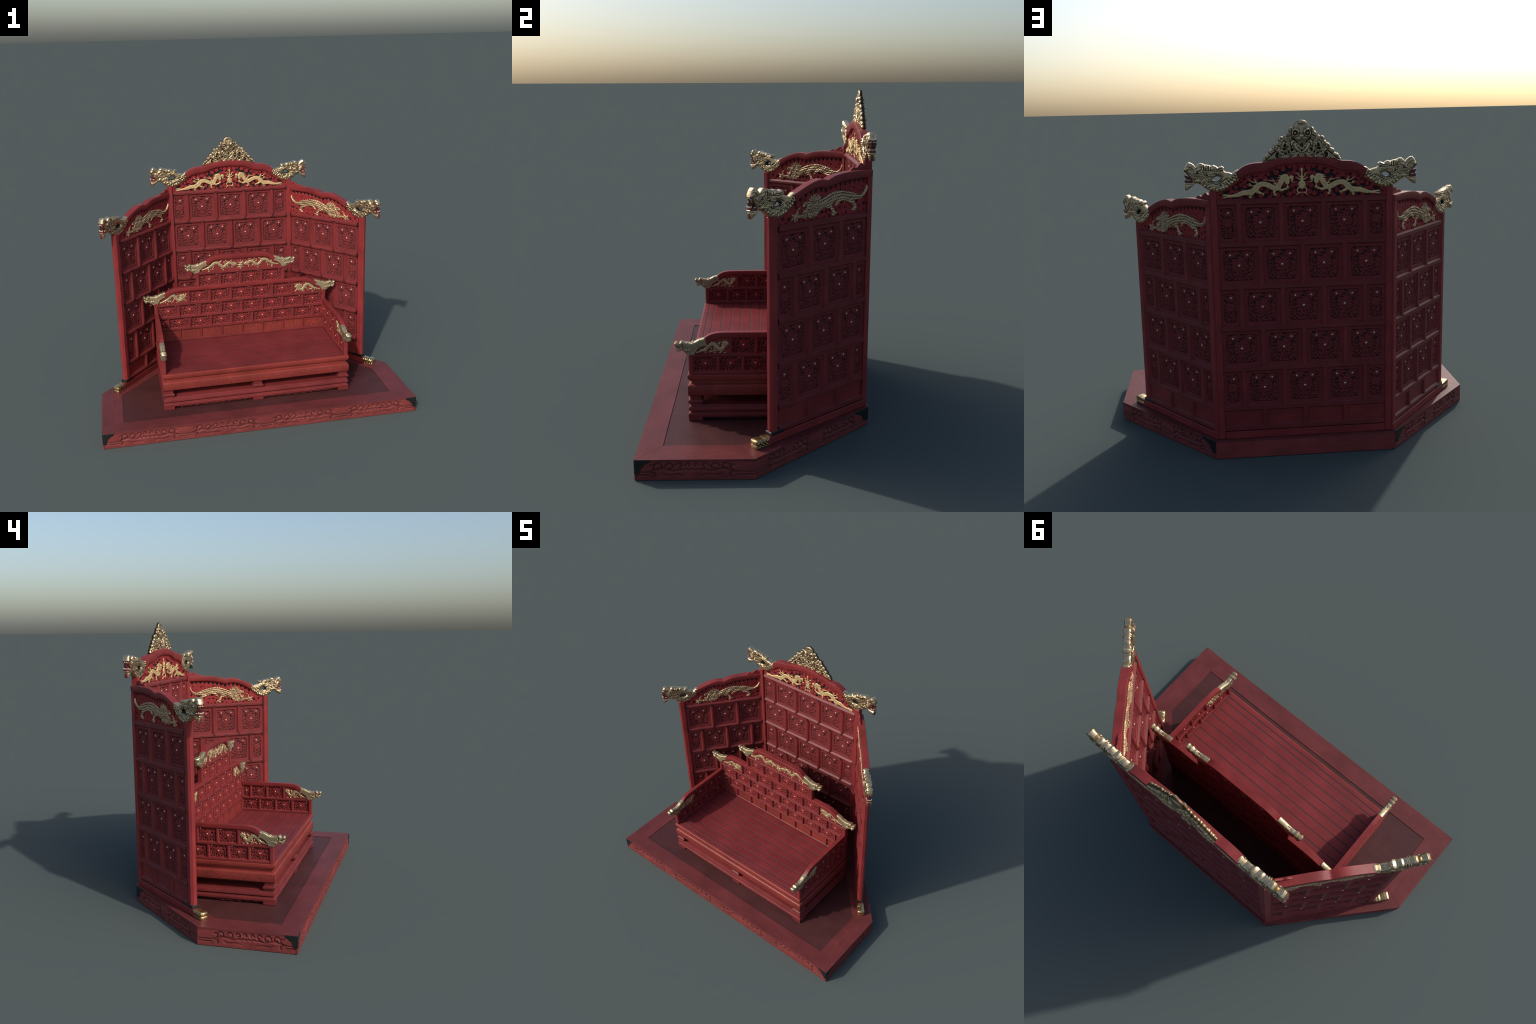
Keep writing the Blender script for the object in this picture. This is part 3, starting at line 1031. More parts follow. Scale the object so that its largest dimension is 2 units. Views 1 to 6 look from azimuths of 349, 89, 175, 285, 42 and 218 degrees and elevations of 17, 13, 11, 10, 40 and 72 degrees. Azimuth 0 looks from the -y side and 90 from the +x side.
def pearl_ornament():
    X, Z = grid(-0.04, 0.04, 1.330, 1.470, 0.0015)
    S = sd(X, Z, [(0, 1.463), (0, 1.44), (0, 1.418), (0, 1.395)], [0.0055, 0.0042, 0.006, 0.006])
    S = np.minimum(S, ell(X, Z, 0, 1.388, 0.0175, 0.021))
    AX = np.abs(X)
    for t in ([(0.002, 1.424), (0.012, 1.428), (0.018, 1.440), (0.029, 1.444)], [(0.002, 1.416), (0.014, 1.413), (0.019, 1.419), (0.027, 1.421)],
              [(0.016, 1.374), (0.023, 1.363), (0.019, 1.352), (0.006, 1.348), (0.001, 1.352)], [(0.012, 1.350), (0.020, 1.345), (0.025, 1.337)]):
        S = np.minimum(S, sd(AX, Z, t, [0.0034, 0.0028, 0.0024, 0.0012, 0.0012][:len(t)]))
    rho = np.hypot(X, Z - 1.386)
    b = -0.0012 * np.exp(-((rho - 0.013) / 0.0014) ** 2) - 0.0012 * np.exp(-((rho - 0.008) / 0.0012) ** 2)
    return relief("flaming_pearl", X, Z, S, b, GOLDF, R=0.005)


po = pearl_ornament()
FY = Matrix.Diagonal((1, -1, 1, 1))
for F in (Matrix.Identity(4), FY):
    place(cd, "gilded_dragon", screen, MC @ F)
    place(cd, "gilded_dragon", screen, MX @ MC @ F)
    place(po, "flaming_pearl", screen, MC @ F)


# ---- gilded running beast on each wing
def beast():
    X, Z = grid(0.015, 0.54, 1.112, 1.262, 0.0019)
    sp = [(0.040, 1.243), (0.053, 1.222), (0.070, 1.205), (0.092, 1.199), (0.116, 1.203), (0.150, 1.208), (0.179, 1.213), (0.222, 1.219), (0.262, 1.217),
          (0.298, 1.205), (0.330, 1.196), (0.357, 1.187), (0.390, 1.178)]
    rd = [0.006, 0.0075, 0.0085, 0.0095, 0.014, 0.020, 0.0205, 0.0215, 0.023, 0.024, 0.023, 0.025, 0.030]
    S, T, L = stroke(X, Z, sp, rd)
    rng = np.random.default_rng(21)
    body = 0.0014 * np.sin(L * 470 + 1.2 * np.sin(T * 60)) + 0.0011 * np.sin(T * 390 + L * 330 + 2 * np.sin(T * 75)) - 0.0035 * (np.abs(L - 0.012) < 0.0022) + 0.0030 * np.sin(T * 52 + 0.7) * np.cos(L * 130 + T * 30)
    add = [ell(X, Z, 0.398, 1.186, 0.044, 0.036, -0.5), ell(X, Z, 0.408, 1.150, 0.024, 0.018, 0.3), ell(X, Z, 0.442, 1.201, 0.021, 0.010, -0.35),
           ell(X, Z, 0.446, 1.163, 0.017, 0.010, 0.25), ell(X, Z, 0.452, 1.173, 0.005, 0.008, 0.2), ell(X, Z, 0.390, 1.158, 0.030, 0.022, -0.4)]
    # belly notches are left open; legs
    add.append(sd(X, Z, [(0.160, 1.196), (0.135, 1.178), (0.122, 1.160), (0.121, 1.148)], [0.014, 0.0105, 0.008, 0.009]))
    add.append(ell(X, Z, 0.130, 1.145, 0.014, 0.007, -0.1))
    add.append(sd(X, Z, [(0.310, 1.185), (0.286, 1.174), (0.272, 1.158), (0.266, 1.143)], [0.014, 0.0095, 0.0075, 0.008]))
    add.append(ell(X, Z, 0.266, 1.136, 0.011, 0.010, 0.4))
    add.append(sd(X, Z, [(0.268, 1.146), (0.254, 1.143), (0.242, 1.139)], [0.006, 0.005, 0.002]))
    add.append(sd(X, Z, [(0.222, 1.205), (0.238, 1.190), (0.250, 1.178), (0.262, 1.174)], [0.011, 0.008, 0.004, 0.001]))
    add.append(sd(X, Z, [(0.440, 1.142), (0.462, 1.149), (0.486, 1.150)], [0.009, 0.007, 0.0055]))
    for q in ((0.492, 1.156), (0.492, 1.149), (0.488, 1.144)):
        add.append(sd(X, Z, [(0.478, 1.150), q], [0.004, 0.0012], False))
    # tail tuft, mane and back spikes
    for q in ((0.026, 1.251), (0.034, 1.257), (0.044, 1.256), (0.030, 1.240), (0.033, 1.231)):
        add.append(sd(X, Z, [(0.046, 1.233), q], [0.005, 0.001], False))
    for k in range(13):
        a = 0.5 + k * 0.17
        add.append(sd(X, Z, [(0.388 + 0.02 * math.cos(a), 1.186 + 0.02 * math.sin(a)), (0.384 + 0.052 * math.cos(a), 1.188 + (0.050 + 0.008 * (k % 2)) * math.sin(a))], [0.0085, 0.0008], False))
    for k in range(11):
        i = 0.10 + k * 0.017
        zz = np.interp(i, [p[0] for p in sp], [p[1] + r for p, r in zip(sp, rd)])
        add.append(sd(X, Z, [(i, zz - 0.003), (i - 0.004, zz + 0.005)], [0.0032, 0.0006], False))
    # jewel with flame before the snout
    add.append(ell(X, Z, 0.508, 1.150, 0.011, 0.012))
    for q in ((0.487, 1.165), (0.494, 1.133), (0.526, 1.163), (0.528, 1.134), (0.510, 1.128), (0.483, 1.142)):
        add.append(sd(X, Z, [(0.508, 1.150), q], [0.008, 0.0015], False))
    add.append(sd(X, Z, [(0.497, 1.160), (0.492, 1.176), (0.484, 1.186), (0.474, 1.188)], [0.005, 0.0034, 0.0022, 0.0008]))
    for k in range(16):
        i = 0.12 + k * 0.0155
        zz = np.interp(i, [p[0] for p in sp], [p[1] - r for p, r in zip(sp, rd)])
        add.append(sd(X, Z, [(i, zz + 0.005), (i - 0.005, zz - 0.004 - 0.003 * (k % 3))], [0.004, 0.0007], False))
    for d in add:
        S = np.minimum(S, d)
    # open mouth and eye hollows
    for cx, cz, a, b, g in ((0.447, 1.185, 0.013, 0.006, -0.5), (0.421, 1.174, 0.004, 0.005, 0), (0.408, 1.162, 0.0035, 0.006, 0.3), (0.432, 1.157, 0.004, 0.0035, 0.2), (0.412, 1.190, 0.004, 0.0035, 0.2), (0.398, 1.206, 0.003, 0.004, 0.2)):
        S = np.maximum(S, -ell(X, Z, cx, cz, a, b, g))
    head = X > 0.355
    curl_ = 0.0042 * np.sin(X * 300 + 3.2 * np.sin(Z * 190)) * np.cos(Z * 290 + 2.6 * np.sin(X * 150))
    return relief("gilded_beast", X, Z, S, np.where(head, curl_, body), GOLDT, R=0.007, amp=0.005)


gb = beast()
for M in W2:
    for F in (Matrix.Identity(4), FY):
        place(gb, "gilded_beast", screen, M @ F)


# ---- stepped cloud bracket where the wing meets the centre post
def stepped():
    X, Z = grid(-0.004, 0.14, 1.318, 1.372, 0.0016)
    P = [(0.0, 1.320), (0.0, 1.368), (0.020, 1.364), (0.026, 1.358), (0.027, 1.350), (0.044, 1.349), (0.052, 1.356), (0.060, 1.358), (0.070, 1.353), (0.078, 1.347),
         (0.087, 1.339), (0.100, 1.337), (0.108, 1.341), (0.116, 1.340), (0.126, 1.334), (0.138, 1.326), (0.138, 1.320)]
    S = poly(X, Z, P)
    for c in ((0.020, 1.342), (0.055, 1.342)):
        S = np.maximum(S, -ell(X, Z, c[0], c[1], 0.004, 0.003))
    return carve("cloud_bracket", X, Z, S, 0.004 + 0.002 * dome(S, 0.006), np.full(X.shape, 0.005), RED_X, 50)


sb = stepped()
for M in W2:
    place(sb, "cloud_bracket", screen, M @ Matrix.Translation((0.004, -0.012, 0)))


# ---- dragon heads ending the crest rails
HEAD = [(0.300, 1.4665), (0.311, 1.466), (0.334, 1.450), (0.350, 1.456), (0.366, 1.458), (0.374, 1.466), (0.372, 1.479), (0.383, 1.487), (0.400, 1.480), (0.414, 1.489),
        (0.423, 1.492), (0.433, 1.488), (0.445, 1.493), (0.464, 1.496), (0.476, 1.502), (0.486, 1.503), (0.496, 1.496), (0.505, 1.482), (0.514, 1.495),
        (0.526, 1.504), (0.538, 1.509), (0.550, 1.499), (0.558, 1.480), (0.560, 1.470), (0.551, 1.464), (0.541, 1.449), (0.530, 1.430), (0.522, 1.412), (0.511, 1.408),
        (0.498, 1.408), (0.481, 1.398), (0.461, 1.381), (0.439, 1.369), (0.410, 1.3625), (0.385, 1.367), (0.353, 1.382), (0.319, 1.412), (0.292, 1.439)]


def dragon_head():
    X, Z = grid(0.285, 0.567, 1.355, 1.515, 0.0015)
    S = poly(X, Z, HEAD)
    hole = poly(X, Z, [(0.383, 1.430), (0.396, 1.4385), (0.409, 1.4415), (0.421, 1.435), (0.435, 1.4245), (0.426, 1.417), (0.410, 1.414), (0.395, 1.4195)])
    S = np.maximum(S, -hole)
    T0 = 0.0195
    h = T0 * (0.45 + 0.55 * dome(S, 0.014))
    g = lambda cx, cz, a, b, ang=0: np.exp(-np.clip(ell(X, Z, cx, cz, 1, 1 * b / a, ang) + 1, 0, 1e3) ** 2 / (a * a)) if False else \
        np.exp(-((((X - cx) * math.cos(ang) + (Z - cz) * math.sin(ang)) / a) ** 2 + ((-(X - cx) * math.sin(ang) + (Z - cz) * math.cos(ang)) / b) ** 2))
    D = np.zeros(X.shape)
    D += 0.0045 * g(0.541, 1.491, 0.010, 0.010)                 # nostril wing
    D -= 0.0030 * g(0.548, 1.486, 0.003, 0.004)
    D += 0.0040 * g(0.486, 1.480, 0.006, 0.018, 0.35)           # brow ridge
    D -= 0.0030 * g(0.475, 1.484, 0.0028, 0.018, 0.30)
    D += 0.0032 * g(0.459, 1.482, 0.008, 0.014)                 # horn swelling
    D -= 0.0026 * g(0.447, 1.482, 0.0022, 0.012)
    D -= 0.0022 * g(0.437, 1.478, 0.0022, 0.010)
    D += 0.0042 * g(0.423, 1.482, 0.008, 0.008)
    ear = sd(X, Z, [(0.378, 1.478), (0.400, 1.472), (0.425, 1.474)], [0.010, 0.008, 0.006])
    D += 0.0036 * (1 - sstep(-0.006, 0.003, ear)) - 0.0050 * (1 - sstep(-0.004, 0.0, ear + 0.004))
    D -= 0.0030 * (1 - sstep(0.0, 0.0022, np.abs(sd(X, Z, [(0.374, 1.465), (0.41, 1.464), (0.46, 1.467), (0.474, 1.470)], 0.0002))))
    D -= 0.0030 * g(0.508, 1.462, 0.010, 0.008)                 # eye socket
    for k, r in enumerate((0.0145, 0.0205)):               # rings under the eye
        dd = np.hypot(X - 0.507, (Z - 1.464) * 1.05)
        D += 0.0036 * np.exp(-((dd - r) / 0.0018) ** 2) * (Z < 1.462) * (X < 0.527)
    dd = np.hypot(X - 0.483, Z - 1.440)                         # cheek curl
    th = np.arctan2(Z - 1.440, X - 0.483)
    D += 0.0034 * np.cos((dd / 0.0058 - th / (2 * math.pi)) * 2 * math.pi) * (dd < 0.012)
    D += 0.0030 * g(0.520, 1.445, 0.005, 0.018, -0.45)          # lip fold
    he = poly(X, Z, [(0.384, 1.428), (0.409, 1.437), (0.434, 1.424), (0.410, 1.415)])
    for r in (0.0035, 0.0105):                             # rings under the pierced ear hole
        D += 0.0036 * np.exp(-((he - r) / 0.0020) ** 2) * (Z < 1.428)
        D -= 0.0036 * np.exp(-((he - r - 0.0036) / 0.0018) ** 2) * (Z < 1.428)
    D += 0.003 * np.exp(-((he - 0.005) / 0.003) ** 2) * (Z >= 1.428)
    # belly scutes and scales along the neck
    sp = [(0.292, 1.446), (0.325, 1.414), (0.358, 1.388), (0.388, 1.374), (0.412, 1.3695), (0.440, 1.377), (0.466, 1.394), (0.492, 1.414)]
    q, T, Lt = stroke(X, Z, sp, 0.0)
    n = 15.0
    p = 0.0165
    lane = np.clip(1 - np.abs(q - 0.004) / 0.008, 0, 1)
    D += 0.0060 * np.abs(np.sin(T * math.pi / p)) ** 0.7 * sstep(0, 0.6, lane) - 0.004 * sstep(0, 0.6, lane)
    lane2 = np.clip(1 - np.abs(q - 0.018) / 0.009, 0, 1) * (X < 0.372)
    D += 0.0070 * np.abs(np.sin(T * math.pi / 0.0145 + 0.8)) * sstep(0, 0.6, lane2) - 0.004 * sstep(0, 0.5, lane2)
    # curled whiskers by the jaw and random tool marks
    D += 0.0017 * np.sin(X * 330 + 2.2 * np.sin(Z * 210)) * np.sin(Z * 300 + 1.6 * np.sin(X * 150)) * ((X < 0.515) & (he > 0.016) & (Z < 1.458) & (q > 0.014) & (X > 0.385))
    D += 0.0022 * np.sin(X * 560) * ((Z > 1.466) & (X > 0.43) & (X < 0.475))
    D *= 0.75 + 0.5 * np.sin(X * 97 + 2 * np.sin(Z * 71)) * np.sin(Z * 83 + 1.0)
    D += 0.0016 * np.sin(X * 120 + 1.7 * np.sin(Z * 150)) * np.sin(Z * 110 + 1.3 * np.sin(X * 90))
    D *= sstep(0.0, 0.004, -S)
    h = np.maximum(h + D, 0.004)
    return carve("dragon_head", X, Z, S, h, h, GOLD, 180)


def thick(name, P, T, mat, res=0.0015, R=0.008, extra=None):
    P = np.array(P)
    X, Z = grid(P[:, 0].min() - .003, P[:, 0].max() + .003, P[:, 1].min() - .003, P[:, 1].max() + .003, res)
    S = poly(X, Z, P)
    h = T * (0.5 + 0.5 * dome(S, R))
    if extra is not None:
        h = h + extra(X, Z, S)
    return carve(name, X, Z, S, h, h, mat, 180)


def tube(name, pts, rad, ys, mat):
    """short tapered round rod, mirrored about y when ys has two values"""
    c = catmull([(*p, r) for p, r in zip(pts, rad)], 5)
    vs, fs = [], []
    for y in ys:
        b = len(vs)
        m = 8
        for i, (x, z, r) in enumerate(c):
            t = c[min(i + 1, len(c) - 1)][:2] - c[max(i - 1, 0)][:2]
            t = t / (np.linalg.norm(t) + 1e-9)
            for k in range(m):
                a = 2 * math.pi * k / m
                vs.append((x - t[1] * r * math.cos(a), y + r * math.sin(a), z + t[0] * r * math.cos(a)))
        for i in range(len(c) - 1):
            for k in range(m):
                fs.append((b + i * m + k, b + i * m + (k + 1) % m, b + (i + 1) * m + (k + 1) % m, b + (i + 1) * m + k))
        fs += [tuple(b + k for k in reversed(range(m))), tuple(b + (len(c) - 1) * m + k for k in range(m))]
    return fix_normals(mesh(name, vs, fs, mat, 60), 60)


def beads(name, items, mat, seg=10):
    """flattened balls (x, y, z, rx, ry, rz)"""
    vs, fs = [], []
    for (x, y, z, rx, ry, rz) in items:
        b = len(vs)
        rings = 6
        for i in range(rings + 1):
            ph = -math.pi / 2 + math.pi * i / rings
            for k in range(seg):
                a = 2 * math.pi * k / seg
                vs.append((x + rx * math.cos(ph) * math.cos(a), y + ry * math.sin(ph), z + rz * math.cos(ph) * math.sin(a)))
        for i in range(rings):
            for k in range(seg):
                fs.append((b + i * seg + k, b + i * seg + (k + 1) % seg, b + (i + 1) * seg + (k + 1) % seg, b + (i + 1) * seg + k))
    me = mesh(name, vs, fs, mat, 180)
    return fix_normals(me, 180)


hd = dragon_head()
jaw = thick("lower_jaw", [(0.522, 1.420), (0.534, 1.4225), (0.548, 1.424), (0.560, 1.427), (0.561, 1.418), (0.558, 1.410), (0.540, 1.4075), (0.520, 1.408), (0.512, 1.412)], 0.0175, LIPS)
lipg = thick("jaw_rim", [(0.513, 1.4155), (0.530, 1.4125), (0.5605, 1.4145), (0.558, 1.404), (0.540, 1.402), (0.520, 1.403), (0.509, 1.407)], 0.0192, GOLD)
beard = thick("beard", [(0.557, 1.405), (0.557, 1.393), (0.5535, 1.375), (0.546, 1.379), (0.532, 1.389), (0.517, 1.402), (0.512, 1.408), (0.530, 1.407)], 0.0165, GOLD)
beard_red = box_mesh("beard_front", 0.5525, 0.5588, -0.008, 0.008, 1.3765, 1.4035, LIPS, 0.002)
tongue = thick("tongue", [(0.524, 1.424), (0.536, 1.436), (0.552, 1.447), (0.5625, 1.4495), (0.559, 1.441), (0.556, 1.430), (0.545, 1.425)], 0.011, TONGUE)
lip_u = tube("upper_lip", [(0.5605, 1.4735), (0.556, 1.466), (0.549, 1.461), (0.541, 1.448), (0.533, 1.433), (0.526, 1.418)], [0.0022, 0.0028, 0.0028, 0.0028, 0.0028, 0.0025], (-0.0145, 0.0145), LIPS)
lip_f = box_mesh("upper_lip_front", 0.5555, 0.5612, -0.0145, 0.0145, 1.4655, 1.4725, LIPS, 0.002)
teeth = beads("tooth", [(0.534, s * 0.0155, 1.4250, 0.0028, 0.0024, 0.0035) for s in (-1, 1)] + [(0.541, s * 0.0155, 1.4250, 0.0026, 0.0024, 0.0035) for s in (-1, 1)] +
              [(0.555, s * 0.0135, 1.4285, 0.0028, 0.0024, 0.0055) for s in (-1, 1)] + [(0.5585, y, 1.4270, 0.0025, 0.003, 0.0035) for y in (-0.007, 0, 0.007)] +
              [(0.554, s * 0.0125, 1.4625, 0.0035, 0.003, 0.005) for s in (-1, 1)] + [(0.5580, y, 1.4640, 0.003, 0.0045, 0.0035) for y in (-0.006, 0.006)], TOOTH)
eyew = beads("eye", [(0.5105, s * 0.0185, 1.4630, 0.0076, 0.0056, 0.0074) for s in (-1, 1)], TOOTH)
pup = beads("pupil", [(0.5135, s * 0.0232, 1.4660, 0.0032, 0.0020, 0.0038) for s in (-1, 1)], PUPIL)
eyer = beads("eye_corner", [(0.4975, s * 0.0185, 1.4570, 0.0085, 0.0052, 0.0058) for s in (-1, 1)] + [(0.4545, s * 0.0200, 1.4465, 0.0066, 0.0042, 0.0050) for s in (-1, 1)] +
             [(0.5075, s * 0.0180, 1.4320, 0.0040, 0.003, 0.0034) for s in (-1, 1)], LIPS)
head_ms = [MC, MX @ MC] + [M @ Matrix.Translation((0.2045, 0, -0.205)) for M in W2]
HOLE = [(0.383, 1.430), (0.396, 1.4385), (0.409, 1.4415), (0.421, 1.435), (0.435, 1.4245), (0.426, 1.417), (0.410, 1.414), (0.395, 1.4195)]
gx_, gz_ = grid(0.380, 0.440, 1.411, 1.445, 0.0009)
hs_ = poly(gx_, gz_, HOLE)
hole_shade = carve("ear_hole_shade", gx_, gz_, np.abs(hs_ - 0.0008) - 0.0020, np.full(gx_.shape, 0.0150), np.full(gx_.shape, 0.0150), plain("painted_hollow_shade", (0.018, 0.011, 0.007), 0.7), 60)  # dark-coloured ring hides the sunlit hole wall, giving the opening its shade
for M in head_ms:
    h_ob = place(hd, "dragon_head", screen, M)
    for me, nm in ((hole_shade, "ear_hole_shade"), (jaw, "lower_jaw"), (lipg, "jaw_rim"), (beard, "beard"), (beard_red, "beard_front"), (tongue, "tongue"), (lip_u, "upper_lip"), (lip_f, "upper_lip"),
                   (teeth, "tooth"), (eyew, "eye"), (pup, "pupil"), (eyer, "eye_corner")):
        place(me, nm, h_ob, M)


# ---- crest: beast mask among cloud scrolls
def crest():
    X, Z = grid(-0.196, 0.196, 1.498, 1.700, 0.0016)
    U = np.abs(X)
    edge = [(0.048, 1.648, 0.014), (0.061, 1.631, 0.012), (0.079, 1.610, 0.013), (0.096, 1.604, 0.016), (0.107, 1.585, 0.014), (0.124, 1.570, 0.016), (0.136, 1.553, 0.011),
            (0.146, 1.547, 0.013), (0.156, 1.531, 0.010), (0.168, 1.525, 0.011), (0.178, 1.514, 0.008), (0.184, 1.508, 0.006)]
    S = ell(X, Z, 0, 1.662, 0.0365, 0.0325)
    S = np.minimum(S, poly(U, Z, [(-0.01, 1.52), (-0.01, 1.68), (0.03, 1.662), (0.050, 1.640), (0.090, 1.594), (0.134, 1.542), (0.168, 1.512), (0.186, 1.503), (0.15, 1.508)]))
    for cx, cz, r in edge:
        S = np.minimum(S, np.hypot(U - cx, Z - cz) - r)
    base = 0.0105 * (0.4 + 0.6 * dome(S, 0.012))
    rng = np.random.default_rng(9)
    lob = list(edge)
    cl = []
    tries = 0
    while tries < 5000:                          # clusters of curling cloud heads
        tries += 1
        c = (rng.uniform(0.0, 0.17), rng.uniform(1.516, 1.63))
        if c[1] > 1.493 + (0.19 - c[0]) * 0.93 or (c[0] < 0.058 and c[1] > 1.590):
            continue
        if all(math.hypot(c[0] - q[0], c[1] - q[1]) > 0.0300 for q in cl):
            cl.append(c)
    gaps = []
    for (cx, cz) in cl:
        a0 = rng.uniform(0, 6.28)
        lob.append((cx, cz, rng.uniform(0.0105, 0.0135)))
        for j in range(4):
            a = a0 + j * 1.35 + rng.uniform(-.2, .2)
            q = rng.uniform(0.0120, 0.0145)
            lob.append((cx + q * math.cos(a), cz + q * math.sin(a), rng.uniform(0.0070, 0.0100)))
        a = a0 + 5.0
        gaps.append((cx + 0.0160 * math.cos(a), cz + 0.0160 * math.sin(a), rng.uniform(0.0055, 0.0095), a + 1.57))
    D = np.zeros(X.shape)
    for k, (cx, cz, r) in enumerate(lob):
        ea = (k * 2.4) % 3.14
        eu, ev = (U - cx) * math.cos(ea) + (Z - cz) * math.sin(ea), -(U - cx) * math.sin(ea) + (Z - cz) * math.cos(ea)
        d = np.hypot(eu / 1.12, ev * 1.18)
        th = np.arctan2(ev, eu)
        b = (0.0065 + 0.0045 * ((k * 37) % 10) / 10) * dome(d - r, r * 0.55) - 0.0032 * (np.cos((d / r * 1.6 - th / 6.2832 + k * .3) * 6.2832) < -0.35) * (d < r * .8)
        b = np.where(d < r, b, 0)
        D = np.maximum(D, b)
    face = ell(X, Z, 0, 1.645, 0.050, 0.052)
    gz = lambda cx, cz, a, b, ang=0: np.exp(-((((U - cx) * math.cos(ang) + (Z - cz) * math.sin(ang)) / a) ** 2 + ((-(U - cx) * math.sin(ang) + (Z - cz) * math.cos(ang)) / b) ** 2))
    F = 0.006 * dome(ell(X, Z, 0, 1.664, 0.036, 0.032), 0.02)
    F += 0.0075 * np.exp(-(np.abs(sd(U, Z, [(0.040, 1.652), (0.026, 1.651), (0.016, 1.645), (0.014, 1.634)], 0.0005)) / 0.0045) ** 2)
    rr = np.hypot(U - 0.029, Z - 1.634)
    F += 0.006 * np.exp(-((rr - 0.0145) / 0.003) ** 2) + 0.006 * np.exp(-(rr / 0.007) ** 2) - 0.004 * np.exp(-((rr - 0.009) / 0.0025) ** 2)
    F += 0.012 * gz(0.0, 1.618, 0.013, 0.014) + 0.005 * gz(0.0, 1.640, 0.008, 0.02)
    F -= 0.003 * gz(0.006, 1.614, 0.0025, 0.002)
    F += 0.004 * gz(0.016, 1.607, 0.014, 0.006, 0.5)
    F -= 0.0035 * gz(0.0, 1.674, 0.020, 0.006) + 0.002 * gz(0.0, 1.659, 0.003, 0.012)
    D = np.where((face < 0) & (Z > 1.600), F, D)
    # jaw, fore paws under the mask
    for t, r in (([(0.035, 1.580), (0.026, 1.562), (0.010, 1.548), (0.0, 1.545)], [0.010, 0.008, 0.007, 0.007]), ([(0.030, 1.600), (0.044, 1.592), (0.048, 1.578)], [0.006, 0.008, 0.006])):
        s = sd(U, Z, t, r)
        D = np.where(s < 0, 0.0125 * dome(s, 0.008), D)
    hollow = [poly(U, Z, [(0.047, 1.616), (0.047, 1.606), (0.030, 1.596), (0.022, 1.586), (0.016, 1.590), (0.026, 1.602)]),
              ell(U, Z, 0, 1.577, 0.008, 0.010), ell(U, Z, 0.082, 1.560, 0.011, 0.005, -0.2), ell(U, Z, 0.046, 1.556, 0.007, 0.009, 0.4), ell(U, Z, 0.121, 1.531, 0.005, 0.009)]
    hollow += [ell(U, Z, gx, gz2, r, r * 0.6, a) for gx, gz2, r, a in gaps if gz2 < 1.60 - 0.3 * abs(gx)]
    dark = np.zeros(X.shape)
    for s in hollow:
        dark = np.maximum(dark, 1 - sstep(-0.002, 0.001, s))
    h = (base + D * sstep(0, 0.003, -S)) * (1 - dark) + 0.002 * dark
    h = np.clip(h * 0.78, 0.0015, 0.020)
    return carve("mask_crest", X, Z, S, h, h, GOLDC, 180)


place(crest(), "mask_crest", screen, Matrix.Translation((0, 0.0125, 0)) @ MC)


# ---- gilded lion blocks at the foot of the wings
def lion():
    X, Z = grid(0.0, 0.084, 0.0, 0.046, 0.0013)
    S = poly(X, Z, [(0, 0.0), (0, 0.0395), (0.012, 0.0385), (0.022, 0.040), (0.032, 0.0375), (0.044, 0.0415), (0.058, 0.043), (0.072, 0.0425), (0.0805, 0.038), (0.082, 0.026), (0.0795, 0.019), (0.082, 0.011), (0.081, 0.0)])
    h = 0.0225 * (0.84 + 0.16 * dome(S, 0.006))
    D = 0.0018 * np.sin(X * 330 + 2.5 * np.sin(Z * 180)) + 0.0030 * np.exp(-(((X - 0.062) / 0.007) ** 2 + ((Z - 0.028) / 0.006) ** 2)) - 0.003 * np.exp(-(((X - 0.046) / 0.002) ** 2)) * (Z > 0.008)
    D -= 0.003 * np.exp(-((Z - 0.013) / 0.0016) ** 2) * (X > 0.058)
    h = h + D * sstep(0, 0.004, -S)
    return carve("gilded_lion", X, Z, S, h, h, BRASS, 180)


li = lion()
pads = beads("lion_curl", [(0.060, y, 0.0385, 0.010, 0.0050, 0.0045) for y in (-0.011, 0.011)] + [(0.036, y, 0.0355, 0.006, 0.005, 0.0035) for y in (-0.011, 0.011)] +
             [(0.0785, y, 0.010, 0.0035, 0.0065, 0.009) for y in (-0.011, 0.011)] + [(0.078, 0, 0.031, 0.0045, 0.014, 0.006)], BRASS)
for M in W2:
    ML = M @ Matrix.Translation((0.666, 0, 0.1003))
    lo = place(li, "gilded_lion", screen, ML)
    place(pads, "lion_curl", lo, ML)

# =============================================================== 3. THRONE
throne = thing("throne_bench", (0, -0.0735, H), "broad red lacquer throne bench with stepped back and gilded dragon ends", "bench")
TX, TY0, TY1 = 0.611, -0.352, 0.207
TYC, THY = (TY0 + TY1) / 2, (TY1 - TY0) / 2


def moulding(name, cx, cy, hx, hy, prof, mat, angle=28):
    """rectangular solid whose four sides follow a moulding profile of (inset, z)"""
    vs, fs = [], []
    for o_, z in prof:
        vs += [(cx - hx + o_, cy - hy + o_, z), (cx + hx - o_, cy - hy + o_, z), (cx + hx - o_, cy + hy - o_, z), (cx - hx + o_, cy + hy - o_, z)]
    n = len(prof)
    for i in range(n - 1):
        for k in range(4):
            fs.append((4 * i + k, 4 * i + (k + 1) % 4, 4 * i + 4 + (k + 1) % 4, 4 * i + 4 + k))
    fs += [(3, 2, 1, 0), tuple(4 * (n - 1) + k for k in range(4))]
    return mesh(name, vs, fs, mat, angle)


